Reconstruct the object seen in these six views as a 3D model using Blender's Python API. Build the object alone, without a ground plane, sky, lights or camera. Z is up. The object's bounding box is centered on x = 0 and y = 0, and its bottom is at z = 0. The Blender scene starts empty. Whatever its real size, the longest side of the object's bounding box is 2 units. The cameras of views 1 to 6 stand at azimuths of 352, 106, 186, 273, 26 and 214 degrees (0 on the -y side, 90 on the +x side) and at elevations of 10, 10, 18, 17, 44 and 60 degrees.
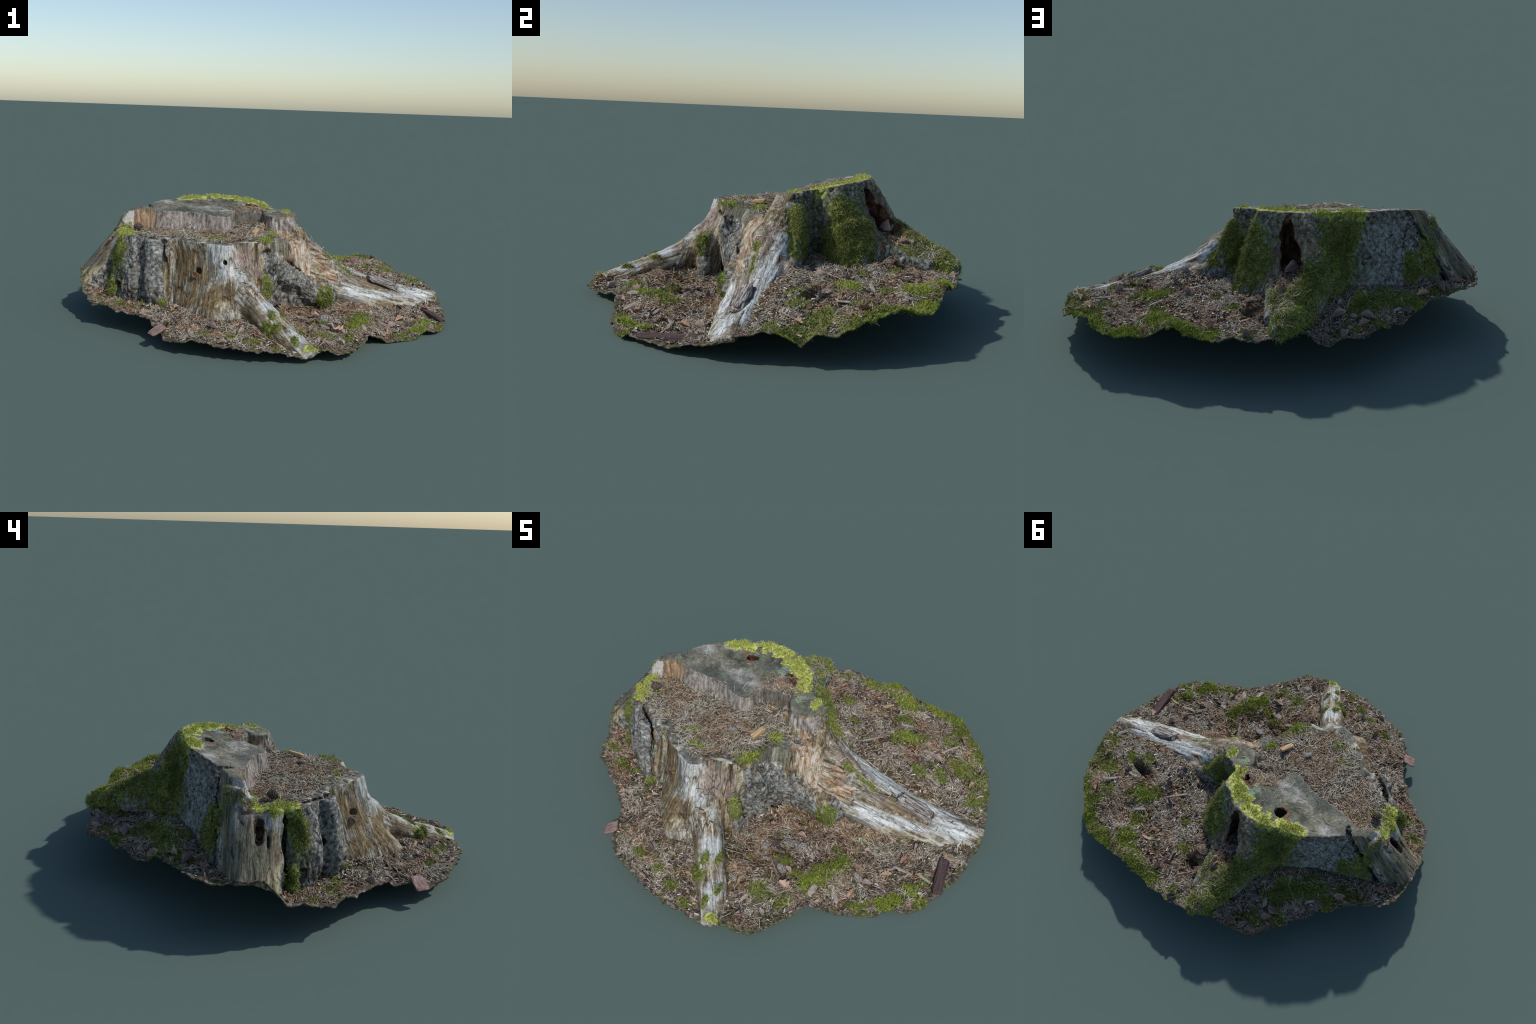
# A weathered, sawn-off tree stump on a ragged disc of forest floor.
# The stump body is an implicit solid (lofted wall contour + sweeping roots, minus
# holes and cracks) meshed with surface nets; litter, moss and leaves are scattered on it.
import bpy, math, random
import numpy as np
from mathutils import Vector, Matrix

rng = np.random.default_rng(11)
random.seed(11)

# --------------------------------------------------------------------------- noise
_perm = np.random.default_rng(5).permutation(256).astype(np.int64)
_perm = np.concatenate([_perm, _perm, _perm])
_grad = np.random.default_rng(6).normal(size=(256, 3)).astype(np.float32)
_grad /= np.linalg.norm(_grad, axis=1, keepdims=True)


def perlin(p, seed=0):
    """Gradient noise, about -0.6..0.6, for an (n,3) array."""
    p = np.asarray(p, np.float32) + seed * 17.31
    i = np.floor(p).astype(np.int64)
    f = p - i
    u = f * f * f * (f * (f * 6 - 15) + 10)
    i &= 255
    out = 0
    for dx in (0, 1):
        for dy in (0, 1):
            for dz in (0, 1):
                h = _perm[_perm[_perm[i[:, 0] + dx] + i[:, 1] + dy] + i[:, 2] + dz]
                g = _grad[h]
                d = g[:, 0] * (f[:, 0] - dx) + g[:, 1] * (f[:, 1] - dy) + g[:, 2] * (f[:, 2] - dz)
                w = (u[:, 0] if dx else 1 - u[:, 0]) * (u[:, 1] if dy else 1 - u[:, 1]) * (u[:, 2] if dz else 1 - u[:, 2])
                out = out + d * w
    return out


def fbm(p, seed=0, octaves=3):
    return sum(perlin(p * 2 ** k, seed + k) * 0.5 ** k for k in range(octaves))


def worley(p, seed=0):
    """Distances to the nearest and second nearest of jittered feature points."""
    i = np.floor(p).astype(np.int64)
    f1 = np.full(len(p), 9.0)
    f2 = np.full(len(p), 9.0)
    for dx in (-1, 0, 1):
        for dy in (-1, 0, 1):
            for dz in (-1, 0, 1):
                c = i + (dx, dy, dz)
                k = c & 255
                h = _perm[_perm[_perm[k[:, 0]] + k[:, 1]] + k[:, 2] + seed % 200]
                q = c + 0.5 + 0.45 * _grad[h]
                d = np.linalg.norm(p - q, axis=1)
                near = d < f1
                f2 = np.where(near, f1, np.minimum(f2, d))
                f1 = np.where(near, d, f1)
    return f1, f2


def smooth01(x, a, b):
    t = np.clip((x - a) / (b - a), 0, 1)
    return t * t * (3 - 2 * t)


def smin(a, b, k):
    h = np.clip(0.5 + 0.5 * (b - a) / k, 0, 1)
    return b + (a - b) * h - k * h * (1 - h)


def smax(a, b, k):
    return -smin(-a, -b, k)


# --------------------------------------------------------------------------- forest floor
# ragged border of the floor, counter-clockwise from the east (x, y, z)
RIM = [(1.0, .07, .075), (.985, -.05, .045), (.965, -.14, .02), (.925, -.255, .026), (.895, -.325, .022),
       (.835, -.42, .014), (.755, -.455, .022), (.70, -.495, .004), (.632, -.535, .002), (.512, -.576, .013),
       (.425, -.615, .048), (.39, -.66, .05), (.372, -.69, .032), (.31, -.765, .04), (.257, -.85, .042),
       (.206, -.868, .038), (.16, -.872, .052), (.10, -.882, .064), (.08, -.89, .045), (.034, -.893, .036),
       (-.028, -.89, .045), (-.176, -.88, .058), (-.30, -.842, .063), (-.357, -.822, .07), (-.477, -.771, .078),
       (-.504, -.757, .065), (-.575, -.69, .06), (-.618, -.537, .08), (-.638, -.50, .104), (-.718, -.42, .108),
       (-.776, -.373, .103), (-.853, -.308, .122), (-.918, -.27, .112), (-.955, -.15, .13), (-.983, -.085, .142),
       (-.989, -.05, .20), (-.992, -.02, .223), (-.997, .063, .24), (-.998, .15, .226), (-.987, .242, .227),
       (-.93, .31, .235), (-.806, .374, .209), (-.73, .465, .205), (-.665, .488, .15), (-.605, .593, .155),
       (-.506, .723, .191), (-.467, .791, .184), (-.384, .815, .195), (-.345, .812, .16), (-.295, .818, .164),
       (-.245, .832, .212), (-.20, .848, .243), (-.155, .864, .235), (-.121, .876, .214), (-.07, .872, .184), (.025, .887, .2),
       (.10, .88, .195), (.176, .866, .178), (.25, .855, .19), (.312, .845, .212), (.389, .836, .184),
       (.51, .82, .165), (.60, .808, .164), (.655, .79, .175), (.712, .715, .195), (.79, .635, .168),
       (.86, .565, .148), (.91, .50, .12), (.935, .425, .122), (.953, .385, .09), (.963, .30, .128),
       (.98, .237, .125), (.995, .16, .102), (.998, .11, .095)]
# spot heights of the floor inside the border
SPOTS = [(-.511, -.327, .133), (-.342, -.54, .126), (-.616, -.224, .13), (-.82, -.07, .138), (-.222, -.726, .098),
         (-.75, -.2, .128), (-.316, -.76, .08), (-.6, -.6, .088), (-.45, -.62, .1), (-.13, -.78, .075), (-.2, -.6, .115),
         (.275, -.553, .041), (.16, -.78, .058), (.51, -.466, .026), (.287, -.15, .061), (-.03, -.40, .085),
         (.34, -.55, .038), (.86, -.17, .035), (.0, -.25, .052), (.12, -.17, .05), (.08, -.30, .048), (.2, -.35, .048), (.06, -.54, .085), (.17, -.53, .07), (.09, -.44, .05), (.0, -.43, .07), (.55, -.2, .045),
         (.7, -.3, .03), (.6, -.08, .055), (.8, -.04, .05), (0.04, -.7, .07),
         (.596, .42, .203), (.516, .474, .21), (.58, .28, .213), (.431, .7, .205), (.30, .59, .205), (.36, .45, .212), (.56, .64, .183), (.31, .30, .222), (.60, .42, .212), (.68, .29, .198), (.39, .204, .24), (.09, .50, .236),
         (.12, .40, .232), (.55, .19, .218), (.47, .27, .242), (.645, .37, .214), (.48, -.18, .058), (.7, .17, .178), (.85, .19, .128), (.15, .22, .236),
         (.15, .60, .222), (.15, .72, .212), (0.0, .78, .208), (.75, .45, .178), (.8, .33, .152), (.6, .6, .2),
         (-.258, .765, .19), (-.483, .608, .195), (-.724, .364, .21), (-.816, .2, .235), (-.42, .46, .234), (-.50, .40, .232),
         (-.62, .36, .212), (-.33, .56, .215), (-.37, .66, .185), (-.08, .76, .21), (-.9, .12, .232), (-.3, 0, .2), (-.6, 0, .17), (0, 0, .2)]
_P = np.array(RIM + SPOTS)


def _tps(r2):
    return r2 * np.log(r2 + 1e-9)


def _fit():
    n = len(_P)
    d = ((_P[:, None, :2] - _P[None, :, :2]) ** 2).sum(-1)
    A = np.zeros((n + 3, n + 3))
    A[:n, :n] = _tps(d) + np.eye(n) * 3e-4
    A[:n, n] = 1
    A[:n, n + 1:] = _P[:, :2]
    A[n:, :n] = A[:n, n:].T
    return np.linalg.solve(A, np.concatenate([_P[:, 2], np.zeros(3)]))


_W = _fit()
_gx, _gy = np.linspace(-1.1, 1.1, 111), np.linspace(-1.0, 1.0, 101)


def _table():
    X, Y = np.meshgrid(_gx, _gy, indexing="ij")
    q = np.stack([X.ravel(), Y.ravel()], -1)
    d = ((q[:, None] - _P[None, :, :2]) ** 2).sum(-1)
    return (_tps(d) @ _W[:len(_P)] + _W[len(_P)] + q @ _W[len(_P) + 1:]).reshape(X.shape)


_H = _table()


def bilinear(T, gx, gy, x, y):
    fx = np.clip((x - gx[0]) / (gx[1] - gx[0]), 0, len(gx) - 1.001)
    fy = np.clip((y - gy[0]) / (gy[1] - gy[0]), 0, len(gy) - 1.001)
    i, j = fx.astype(int), fy.astype(int)
    a, b = fx - i, fy - j
    return T[i, j] * (1 - a) * (1 - b) + T[i + 1, j] * a * (1 - b) + T[i, j + 1] * (1 - a) * b + T[i + 1, j + 1] * a * b


# rises and hollows of the floor: (x, y, radius x, radius y, turn in degrees, height)
BUMPS = [(.41, -.425, .080, .16, -27, .055), (.60, .342, .025, .072, 72, -.085), (.015, .64, .034, .034, 0, -.07), (.56, .40, .03, .06, 72, .02), (.62, .29, .02, .06, 72, .012),
         (-.06, .70, .03, .03, 0, -.04), (.515, .48, .10, .07, 0, .018), (.43, .73, .11, .07, 0, .02), (.30, .80, .09, .05, 0, .02),
         (-.57, .42, .15, .10, 20, .022), (.77, .56, .06, .10, 40, .022), (.20, -.42, .05, .04, 0, .02), (.3, -.3, .06, .04, 30, .018),
         (.70, -.43, .06, .05, 0, .016), (.80, -.30, .05, .04, 0, .014), (.05, -.56, .05, .04, 0, .012), (.0, .565, .05, .03, 0, .035), (.44, -.26, .05, .04, 0, .012),
         (.9, .32, .05, .06, 0, .02), (-.55, .60, .07, .05, -30, .015), (.32, -.62, .03, .02, 0, .02)]


def floor_height(x, y):
    h = bilinear(_H, _gx, _gy, x, y)
    for cx, cy, rx, ry, t, a in BUMPS:
        c, s = math.cos(math.radians(t)), math.sin(math.radians(t))
        u, v = (c * (x - cx) + s * (y - cy)) / rx, (-s * (x - cx) + c * (y - cy)) / ry
        h = h + a * np.exp(-(u * u + v * v) ** 1.4)
    return h


def floor_relief(x, y):
    p = np.stack([x, y, np.zeros_like(x)], -1)
    return 0.012 * fbm(p * 9, 3, 2) + 0.011 * fbm(p * 26, 8, 3) + 0.007 * np.abs(perlin(p * 70, 4)) - .006


_rim = np.array(RIM)
_rim_ang = np.unwrap(np.arctan2(_rim[:, 1], _rim[:, 0]))
_rim_flip = _rim_ang[-1] < _rim_ang[0]


def rim_radius(a):
    """Radius and height of the border at an angle."""
    ra, rr = np.arctan2(_rim[:, 1], _rim[:, 0]), np.hypot(_rim[:, 0], _rim[:, 1])
    o = np.argsort(ra)
    ra, rr, rz = ra[o], rr[o], _rim[o, 2]
    ra = np.concatenate([ra - 2 * np.pi, ra, ra + 2 * np.pi])
    a = (a + np.pi) % (2 * np.pi) - np.pi
    return np.interp(a, ra, np.tile(rr, 3)), np.interp(a, ra, np.tile(rz, 3))


# --------------------------------------------------------------------------- stump wall
# Profiles round the wall, counter-clockwise from the west: foot, waist, top and what covers it
WALL = [((-1.0, .08, .22), (-.87, .09, .378), (-.735, .10, .55), "wood"),
        ((-.985, .02, .22), (-.868, .02, .36), (-.775, .02, .46), "wood"),
        ((-.972, -.05, .20), (-.866, -.052, .31), (-.785, -.05, .45), "wood"),
        ((-.85, -.07, .135), (-.825, -.078, .297), (-.765, -.08, .45), "moss"),
        ((-.82, -.12, .135), (-.81, -.115, .30), (-.765, -.125, .45), "bark"),
        ((-.735, -.20, .135), (-.735, -.195, .31), (-.715, -.155, .45), "bark"),
        ((-.66, -.215, .135), (-.665, -.215, .31), (-.665, -.19, .45), "bark"),
        ((-.645, -.275, .13), (-.652, -.275, .31), (-.648, -.232, .45), "bark"),
        ((-.575, -.32, .13), (-.572, -.305, .31), (-.575, -.255, .45), "bark"),
        ((-.515, -.30, .13), (-.52, -.238, .30), (-.515, -.232, .45), "wood"),
        ((-.45, -.42, .13), (-.443, -.31, .30), (-.43, -.312, .45), "wood"),
        ((-.37, -.53, .13), (-.372, -.385, .30), (-.365, -.355, .45), "wood"),
        ((-.32, -.59, .12), (-.32, -.428, .30), (-.322, -.38, .45), "wood"),
        ((-.26, -.58, .12), (-.265, -.46, .28), (-.285, -.402, .45), "wood"),
        ((-.19, -.51, .12), (-.20, -.43, .28), (-.245, -.387, .45), "wood"),
        ((-.10, -.42, .12), (-.115, -.372, .28), (-.20, -.332, .45), "wood"),
        ((-.06, -.385, .12), (-.075, -.352, .26), (-.125, -.322, .45), "wood"),
        ((-.10, -.30, .10), (-.08, -.305, .28), (-.07, -.312, .45), "wood"),
        ((-.03, -.215, .08), (-.03, -.262, .29), (-.03, -.27, .45), "bark"),
        ((.03, -.13, .07), (.0, -.20, .30), (-.012, -.18, .45), "bark"),
        ((.10, -.11, .07), (.07, -.155, .28), (.03, -.105, .45), "bark"),
        ((.18, -.11, .065), (.14, -.115, .27), (.075, -.095, .44), "bark"),
        ((.25, -.10, .065), (.19, -.055, .28), (.10, -.065, .43), "bark"),
        ((.30, -.07, .06), (.23, .0, .31), (.135, -.025, .43), "wood"),
        ((.36, .06, .2), (.29, .065, .32), (.185, .05, .44), "wood"),
        ((.38, .18, .24), (.28, .135, .30), (.165, .10, .54), "wood"),
        ((.25, .20, .24), (.212, .175, .40), (.135, .14, .55), "moss"),
        ((.08, .18, .24), (.11, .178, .36), (.08, .176, .555), "moss"),
        ((-.03, .203, .24), (.02, .203, .36), (.025, .205, .56), "bark"),
        ((.07, .29, .24), (.06, .275, .36), (.033, .255, .57), "moss"),
        ((.12, .37, .235), (.088, .336, .37), (.02, .308, .585), "moss"),
        ((.085, .45, .24), (.048, .398, .37), (-.035, .34, .588), "moss"),
        ((.02, .505, .24), (-.018, .448, .37), (-.085, .38, .597), "moss"),
        ((-.045, .535, .24), (-.083, .478, .37), (-.115, .398, .60), "wood"),
        ((-.15, .58, .24), (-.15, .525, .36), (-.16, .407, .603), "wood"),
        ((-.24, .58, .22), (-.225, .555, .38), (-.208, .414, .603), "wood"),
        ((-.29, .54, .20), (-.285, .515, .37), (-.268, .405, .60), "moss"),
        ((-.36, .45, .20), (-.355, .418, .36), (-.355, .376, .598), "moss"),
        ((-.44, .39, .20), (-.445, .37, .36), (-.447, .356, .596), "bark"),
        ((-.54, .32, .19), (-.548, .302, .39), (-.55, .287, .582), "bark"),
        ((-.66, .262, .20), (-.645, .252, .40), (-.605, .24, .575), "bark"),
        ((-.81, .215, .24), (-.735, .22, .40), (-.648, .208, .567), "bark"),
        ((-.90, .16, .23), (-.79, .165, .40), (-.672, .19, .564), "wood"),
        ((-.965, .125, .23), (-.845, .138, .38), (-.718, .147, .556), "wood")]


def wall_columns(z):
    out = []
    for lo, mid, hi, _ in WALL:
        lo, mid, hi = np.array(lo), np.array(mid), np.array(hi)
        if z <= lo[2]:
            p = lo[:2] + (lo[:2] - mid[:2]) * 0.25 * (lo[2] - z) / (mid[2] - lo[2])
        elif z >= hi[2]:
            p = hi[:2] + (hi[:2] - mid[:2]) * (z - hi[2]) / (hi[2] - mid[2])
        else:
            a, b, c = lo[2], mid[2], hi[2]
            p = (lo[:2] * (z - b) * (z - c) / ((a - b) * (a - c)) + mid[:2] * (z - a) * (z - c) / ((b - a) * (b - c))
                 + hi[:2] * (z - a) * (z - b) / ((c - a) * (c - b)))
        out.append(p)
    return np.array(out)


def closed_spline(P, n=5):
    a, b, c, d = np.roll(P, 1, 0), P, np.roll(P, -1, 0), np.roll(P, -2, 0)
    out = []
    for t in np.arange(n) / n:
        out.append(0.5 * (2 * b + (c - a) * t + (2 * a - 5 * b + 4 * c - d) * t ** 2 + (3 * b - a - 3 * c + d) * t ** 3))
    return np.stack(out, 1).reshape(-1, 2)


def polygon_distance(P, x, y):
    """Signed distance in the plane, negative inside."""
    d2 = np.full(x.shape, 1e9, np.float32)
    inside = np.zeros(x.shape, bool)
    Q = np.roll(P, -1, 0)
    for (ax, ay), (bx, by) in zip(P, Q):
        ex, ey = bx - ax, by - ay
        wx, wy = x - ax, y - ay
        t = np.clip((wx * ex + wy * ey) / (ex * ex + ey * ey + 1e-12), 0, 1)
        d2 = np.minimum(d2, (wx - ex * t) ** 2 + (wy - ey * t) ** 2)
        if ay != by:
            hit = ((ay > y) != (by > y)) & (x < ex * (y - ay) / (by - ay) + ax)
            inside ^= hit
    d = np.sqrt(d2)
    return np.where(inside, -d, d)


UP = (.5199, -.0094, .2010)      # plane of the upper saw cut: z = a + b x + c y
LO = (.4531, .0007, .0018)       # plane of the lower saw cut
# border of the upper step, along its split face and round the back
STEP = [(-.76, .092), (-.735, .09), (-.70, .10), (-.60, .108), (-.585, .095), (-.527, .089), (-.461, .09), (-.402, .083), (-.335, .075),
        (-.325, .06), (-.30, .038), (-.255, .024), (-.21, .032), (-.19, .065), (-.195, .10), (-.177, .133), (-.137, .125),
        (-.077, .13), (-.034, .138), (-.008, .09), (.022, .03), (.08, .035), (.14, .05), (.25, .03), (.5, .3), (.3, .8), (-.5, .8), (-1.1, .4), (-1.1, .092)]

# --------------------------------------------------------------------------- implicit solid
STEPS = 0.005
X0, X1, Y0, Y1, Z0, Z1 = -1.03, 1.03, -.93, .91, -.03, .635
gx = np.arange(X0, X1, STEPS, dtype=np.float32)
gy = np.arange(Y0, Y1, STEPS, dtype=np.float32)
gz = np.arange(Z0, Z1, STEPS, dtype=np.float32)


def resample(T, src, dst, axis):
    f = np.clip((dst - src[0]) / (src[1] - src[0]), 0, len(src) - 1.001)
    i = f.astype(int)
    w = (f - i).astype(np.float32)
    shape = [1, 1, 1]
    shape[axis] = -1
    w = w.reshape(shape)
    return np.take(T, i, axis) * (1 - w) + np.take(T, i + 1, axis) * w


def wall_field():
    cx, cy = np.arange(-1.06, .50, .01, dtype=np.float32), np.arange(-.72, .68, .01, dtype=np.float32)
    cz = np.arange(Z0, Z1 + .02, .0175, dtype=np.float32)
    X, Y = np.meshgrid(cx, cy, indexing="ij")
    T = np.stack([polygon_distance(closed_spline(wall_columns(z)), X, Y) for z in cz], -1).astype(np.float32)
    T = resample(T, cz, gz, 2)
    T = resample(resample(T, cx, gx, 0), cy, gy, 1)
    far = np.maximum(np.maximum(gx - .49, 0)[:, None], np.maximum(np.abs(gy) - .66, 0)[None, :])
    return T + far[:, :, None]


def box_of(lo, hi, pad):
    sl = []
    for g, a, b in zip((gx, gy, gz), lo, hi):
        i, j = np.searchsorted(g, [a - pad, b + pad])
        sl.append(slice(max(0, i - 1), min(len(g), j + 1)))
    return tuple(sl), gx[sl[0]][:, None, None], gy[sl[1]][None, :, None], gz[sl[2]][None, None, :]


def sweep_distance(x, y, z, pts):
    """Rounded sweep through (x, y, z, half width, half height) stations; the section is an upright ellipse."""
    best = None
    for a, b in zip(pts[:-1], pts[1:]):
        a, b = np.array(a, float), np.array(b, float)
        e = b[:3] - a[:3]
        t = np.clip(((x - a[0]) * e[0] + (y - a[1]) * e[1] + (z - a[2]) * e[2]) / (e @ e), 0, 1)
        w, h = a[3] + (b[3] - a[3]) * t, a[4] + (b[4] - a[4]) * t
        qx, qy, qz = x - a[0] - e[0] * t, y - a[1] - e[1] * t, z - a[2] - e[2] * t
        r = np.sqrt((qx * qx + qy * qy) / w ** 2 + qz * qz / h ** 2)
        d = (r - 1) * np.minimum(w, h)
        best = d if best is None else smin(best, d, .012)
    return best


def add(S, pts, k):
    P = np.array(pts)
    R = P[:, 3:5].max()
    sl, x, y, z = box_of(P[:, :3].min(0) - R, P[:, :3].max(0) + R, .06)
    S[sl] = smin(S[sl], sweep_distance(x, y, z, pts).astype(np.float32), k)


def cut(S, pts, k):
    P = np.array(pts)
    R = P[:, 3:5].max()
    sl, x, y, z = box_of(P[:, :3].min(0) - R, P[:, :3].max(0) + R, .03)
    S[sl] = smax(S[sl], -sweep_distance(x, y, z, pts).astype(np.float32), k)


def slot(S, pts, inward, depth, k, steps=4):
    """A narrow cleft along a path, reaching inwards."""
    for t in np.linspace(0, 1, steps):
        off = np.array(inward, float) * depth * t
        cut(S, [(p[0] + off[0], p[1] + off[1], p[2] + off[2], p[3] * (1 - .5 * t), p[4]) for p in pts], k)


EAST_ROOT = [(.14, .04, .33, .105, .10), (.22, .055, .285, .105, .112), (.28, .065, .228, .105, .112), (.37, .08, .17, .10, .113),
             (.47, .092, .128, .092, .108), (.57, .105, .10, .082, .096), (.68, .11, .08, .07, .082),
             (.78, .112, .07, .062, .068), (.89, .115, .056, .055, .062), (1.03, .12, .04, .05, .056)]
EAST_RIDGE = [(.20, -.02, .27, .06, .08), (.27, -.035, .19, .058, .075), (.34, -.04, .14, .052, .07), (.41, -.038, .098, .046, .068),
              (.52, -.03, .066, .046, .06), (.66, -.008, .056, .044, .053), (.80, .02, .042, .042, .045), (.92, .06, .036, .04, .042), (1.03, .085, .03, .04, .04)]
SOUTH_ROOT = [(-.25, -.355, .31, .065, .075), (-.205, -.42, .242, .068, .076), (-.14, -.50, .162, .069, .07), (-.07, -.61, .104, .069, .067),
              (.0, -.725, .052, .068, .066), (.08, -.87, -.005, .065, .062), (.12, -.95, -.02, .063, .06)]
NORTH_ROOT = [(-.27, .42, .34, .08, .09), (-.235, .54, .305, .085, .09), (-.195, .66, .245, .085, .09), (-.17, .75, .215, .078, .085),
              (-.158, .80, .195, .07, .075)]
NORTH_RIDGE = [(-.06, .48, .30, .035, .045), (-.075, .60, .255, .032, .045), (-.085, .72, .225, .03, .04)]
CAVE_FILL = [(-.15, .46, .31, .07, .05), (-.14, .56, .285, .06, .045), (-.12, .68, .235, .05, .04)]
BARK_SKIRT = [(.05, -.17, .27, .035, .06), (.13, -.10, .22, .05, .07), (.22, -.10, .15, .055, .075), (.285, -.095, .135, .058, .066), (.31, -.085, .10, .05, .06)]
BARK_COLUMN = [(-.025, -.25, .35, .03, .05), (-.01, -.20, .24, .026, .06), (-.02, -.20, .11, .028, .05)]
SPUR_FOOT = [(.10, .075, .48, .055, .05), (.155, .06, .42, .06, .06), (.21, .08, .34, .06, .06)]
MOSS_LUMP = [(-.066, -.372, .10, .03, .03), (-.068, -.372, .22, .036, .05), (-.085, -.365, .275, .03, .03)]


def build_field():
    S = wall_field()
    X, Y = np.meshgrid(gx, gy, indexing="ij")
    step = polygon_distance(np.array(STEP), X, Y)
    flat = np.stack([X.ravel(), Y.ravel(), np.zeros(X.size)], -1)
    # split slats on the step face: the face is cut into upright staves
    along = flat[:, 0] * 1.0 + flat[:, 1] * .7
    stave = perlin(np.stack([np.floor(along * 24 + 1.6 * perlin(flat * 9, 12)), np.zeros(X.size), np.zeros(X.size)], -1) * 1.37, 9)
    fibre = perlin(flat * 110, 10)
    eroded = .022 * np.exp(-((flat[:, 0] + .655) / .035) ** 2)
    step = (step + ((stave * .011 + fibre * .005 + .016 * perlin(flat * 13, 14)) + eroded).reshape(X.shape) * (np.abs(step) < .08)).astype(np.float32)
    up = UP[0] + UP[1] * X + UP[2] * Y
    dish = .006 * perlin(flat * 7, 2).reshape(X.shape)
    lo = LO[0] + LO[1] * X + LO[2] * Y
    # the lower ledge falls away towards its east end and is heaped with litter in the middle
    lo = lo - .07 * smooth01(X, -.02, .18) + .012 * np.exp(-((X + .3) / .2) ** 2 - ((Y + .1) / .12) ** 2) - .004
    z = gz[None, None, :]
    lean = (.22 + .5 * perlin(flat * 16, 15)).reshape(X.shape)
    high = np.maximum(step[:, :, None] - lean[:, :, None] * np.clip(up[:, :, None] - z - .02, 0, .1) * (np.abs(step) < .1)[:, :, None], z - (up + dish)[:, :, None])
    low = z - (lo + .004 * perlin(flat * 18, 5).reshape(X.shape))[:, :, None]
    S = smax(S, np.minimum(high, low).astype(np.float32), .006)
    del high, low
    add(S, EAST_ROOT, .022)
    add(S, EAST_RIDGE, .022)
    add(S, SOUTH_ROOT, .05)
    add(S, NORTH_ROOT, .04)
    add(S, NORTH_RIDGE, .02)
    add(S, CAVE_FILL, .02)
    add(S, BARK_SKIRT, .012)
    add(S, BARK_COLUMN, .012)
    add(S, SPUR_FOOT, .02)
    add(S, MOSS_LUMP, .015)
    # trough along the crest of the east root, between its two pale ridges
    add(S, [(.30, .01, .245, .055, .065), (.42, .015, .152, .055, .06), (.55, .033, .108, .05, .055), (.70, .052, .08, .045, .05), (.9, .09, .05, .035, .045)], .03)
    cut(S, [(.44, -.012, .215, .009, .012), (.58, .008, .168, .010, .012), (.75, .046, .134, .009, .009), (.9, .085, .108, .008, .008)], .012)
    # hollow under the moss root's end, and the overhang on its west side
    cut(S, [(-.25, .62, .20, .035, .03), (-.245, .74, .185, .04, .035), (-.19, .85, .17, .05, .035)], .02)
    # the cave in the north face
    for x0, y0, x1, y1, zc, r, hc in ((-.152, .55, -.145, .375, .385, .055, .05), (-.145, .51, -.137, .37, .445, .047, .045),
                                    (-.125, .47, -.125, .375, .50, .038, .036), (-.127, .45, -.125, .39, .538, .027, .028)):
        cut(S, [(x0, y0, zc, r, hc), (x1, y1, zc + .005, r * .9, hc)], .010)
    # bored and rotted holes
    cut(S, [(-.305, .289, .60, .031, .03), (-.305, .287, .52, .028, .03)], .005)
    cut(S, [(-.085, .225, .575, .026, .022), (-.045, .215, .575, .024, .026)], .006)
    cut(S, [(-.045, .205, .57, .012, .02), (-.04, .20, .50, .012, .03)], .004)
    cut(S, [(-.87, .03, .345, .017, .02), (-.825, .03, .41, .019, .02)], .006)
    cut(S, [(-.83, .03, .35, .019, .03), (-.79, .03, .395, .018, .02)], .006)
    cut(S, [(-.872, -.005, .325, .009, .012), (-.85, -.004, .35, .009, .012)], .005)
    cut(S, [(-.69, -.235, .275, .017, .02), (-.63, -.21, .27, .016, .016)], .005)
    cut(S, [(-.277, -.43, .364, .009, .013), (-.265, -.38, .36, .009, .01)], .004)
    cut(S, [(-.40, -.385, .312, .017, .018), (-.39, -.33, .305, .015, .015)], .006)
    add(S, [(-.412, -.352, .285, .02, .018), (-.41, -.345, .28, .018, .016)], .008)
    cut(S, [(-.80, -.15, .18, .022, .03), (-.75, -.12, .19, .02, .03)], .01)
    # the weather crack between bark and slab in the north-west, the gap behind the bark plate, and the slot in the west
    slot(S, [(-.652, .222, .60, .010, .03), (-.658, .212, .567, .011, .03), (-.75, .212, .40, .014, .03), (-.85, .200, .22, .016, .03)], (.6, -.8, 0), .07, .005)
    cut(S, [(-.62, -.20, .46, .016, .03), (-.585, -.235, .38, .022, .05), (-.56, -.262, .30, .022, .05), (-.55, -.29, .2, .014, .04)], .006)
    slot(S, [(-.558, -.262, .45, .009, .02), (-.58, -.238, .455, .015, .02), (-.615, -.208, .46, .016, .02), (-.66, -.162, .46, .013, .02), (-.69, -.132, .46, .007, .02)], (0, 0, -1), .16, .004, 7)
    slot(S, [(-.548, -.285, .43, .017, .03), (-.55, -.30, .32, .019, .04), (-.55, -.33, .20, .012, .04)], (-.3, .95, 0), .07, .005, 5)
    slot(S, [(-.772, -.068, .47, .010, .03), (-.838, -.070, .33, .013, .03), (-.865, -.085, .16, .016, .03)], (.9, .1, 0), .09, .005, 5)
    slot(S, [(-.68, -.228, .44, .006, .03), (-.685, -.245, .2, .011, .03)], (.7, .7, 0), .03, .008, 3)
    # alcoves between the bark column and its neighbours, and the hollow under the rim
    cut(S, [(-.105, -.285, .30, .02, .05), (-.12, -.255, .14, .04, .08)], .012)
    cut(S, [(.065, -.185, .16, .03, .055), (.08, -.145, .13, .035, .05)], .012)
    cut(S, [(-.06, -.33, .375, .028, .03), (-.05, -.275, .385, .022, .025)], .015)
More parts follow.
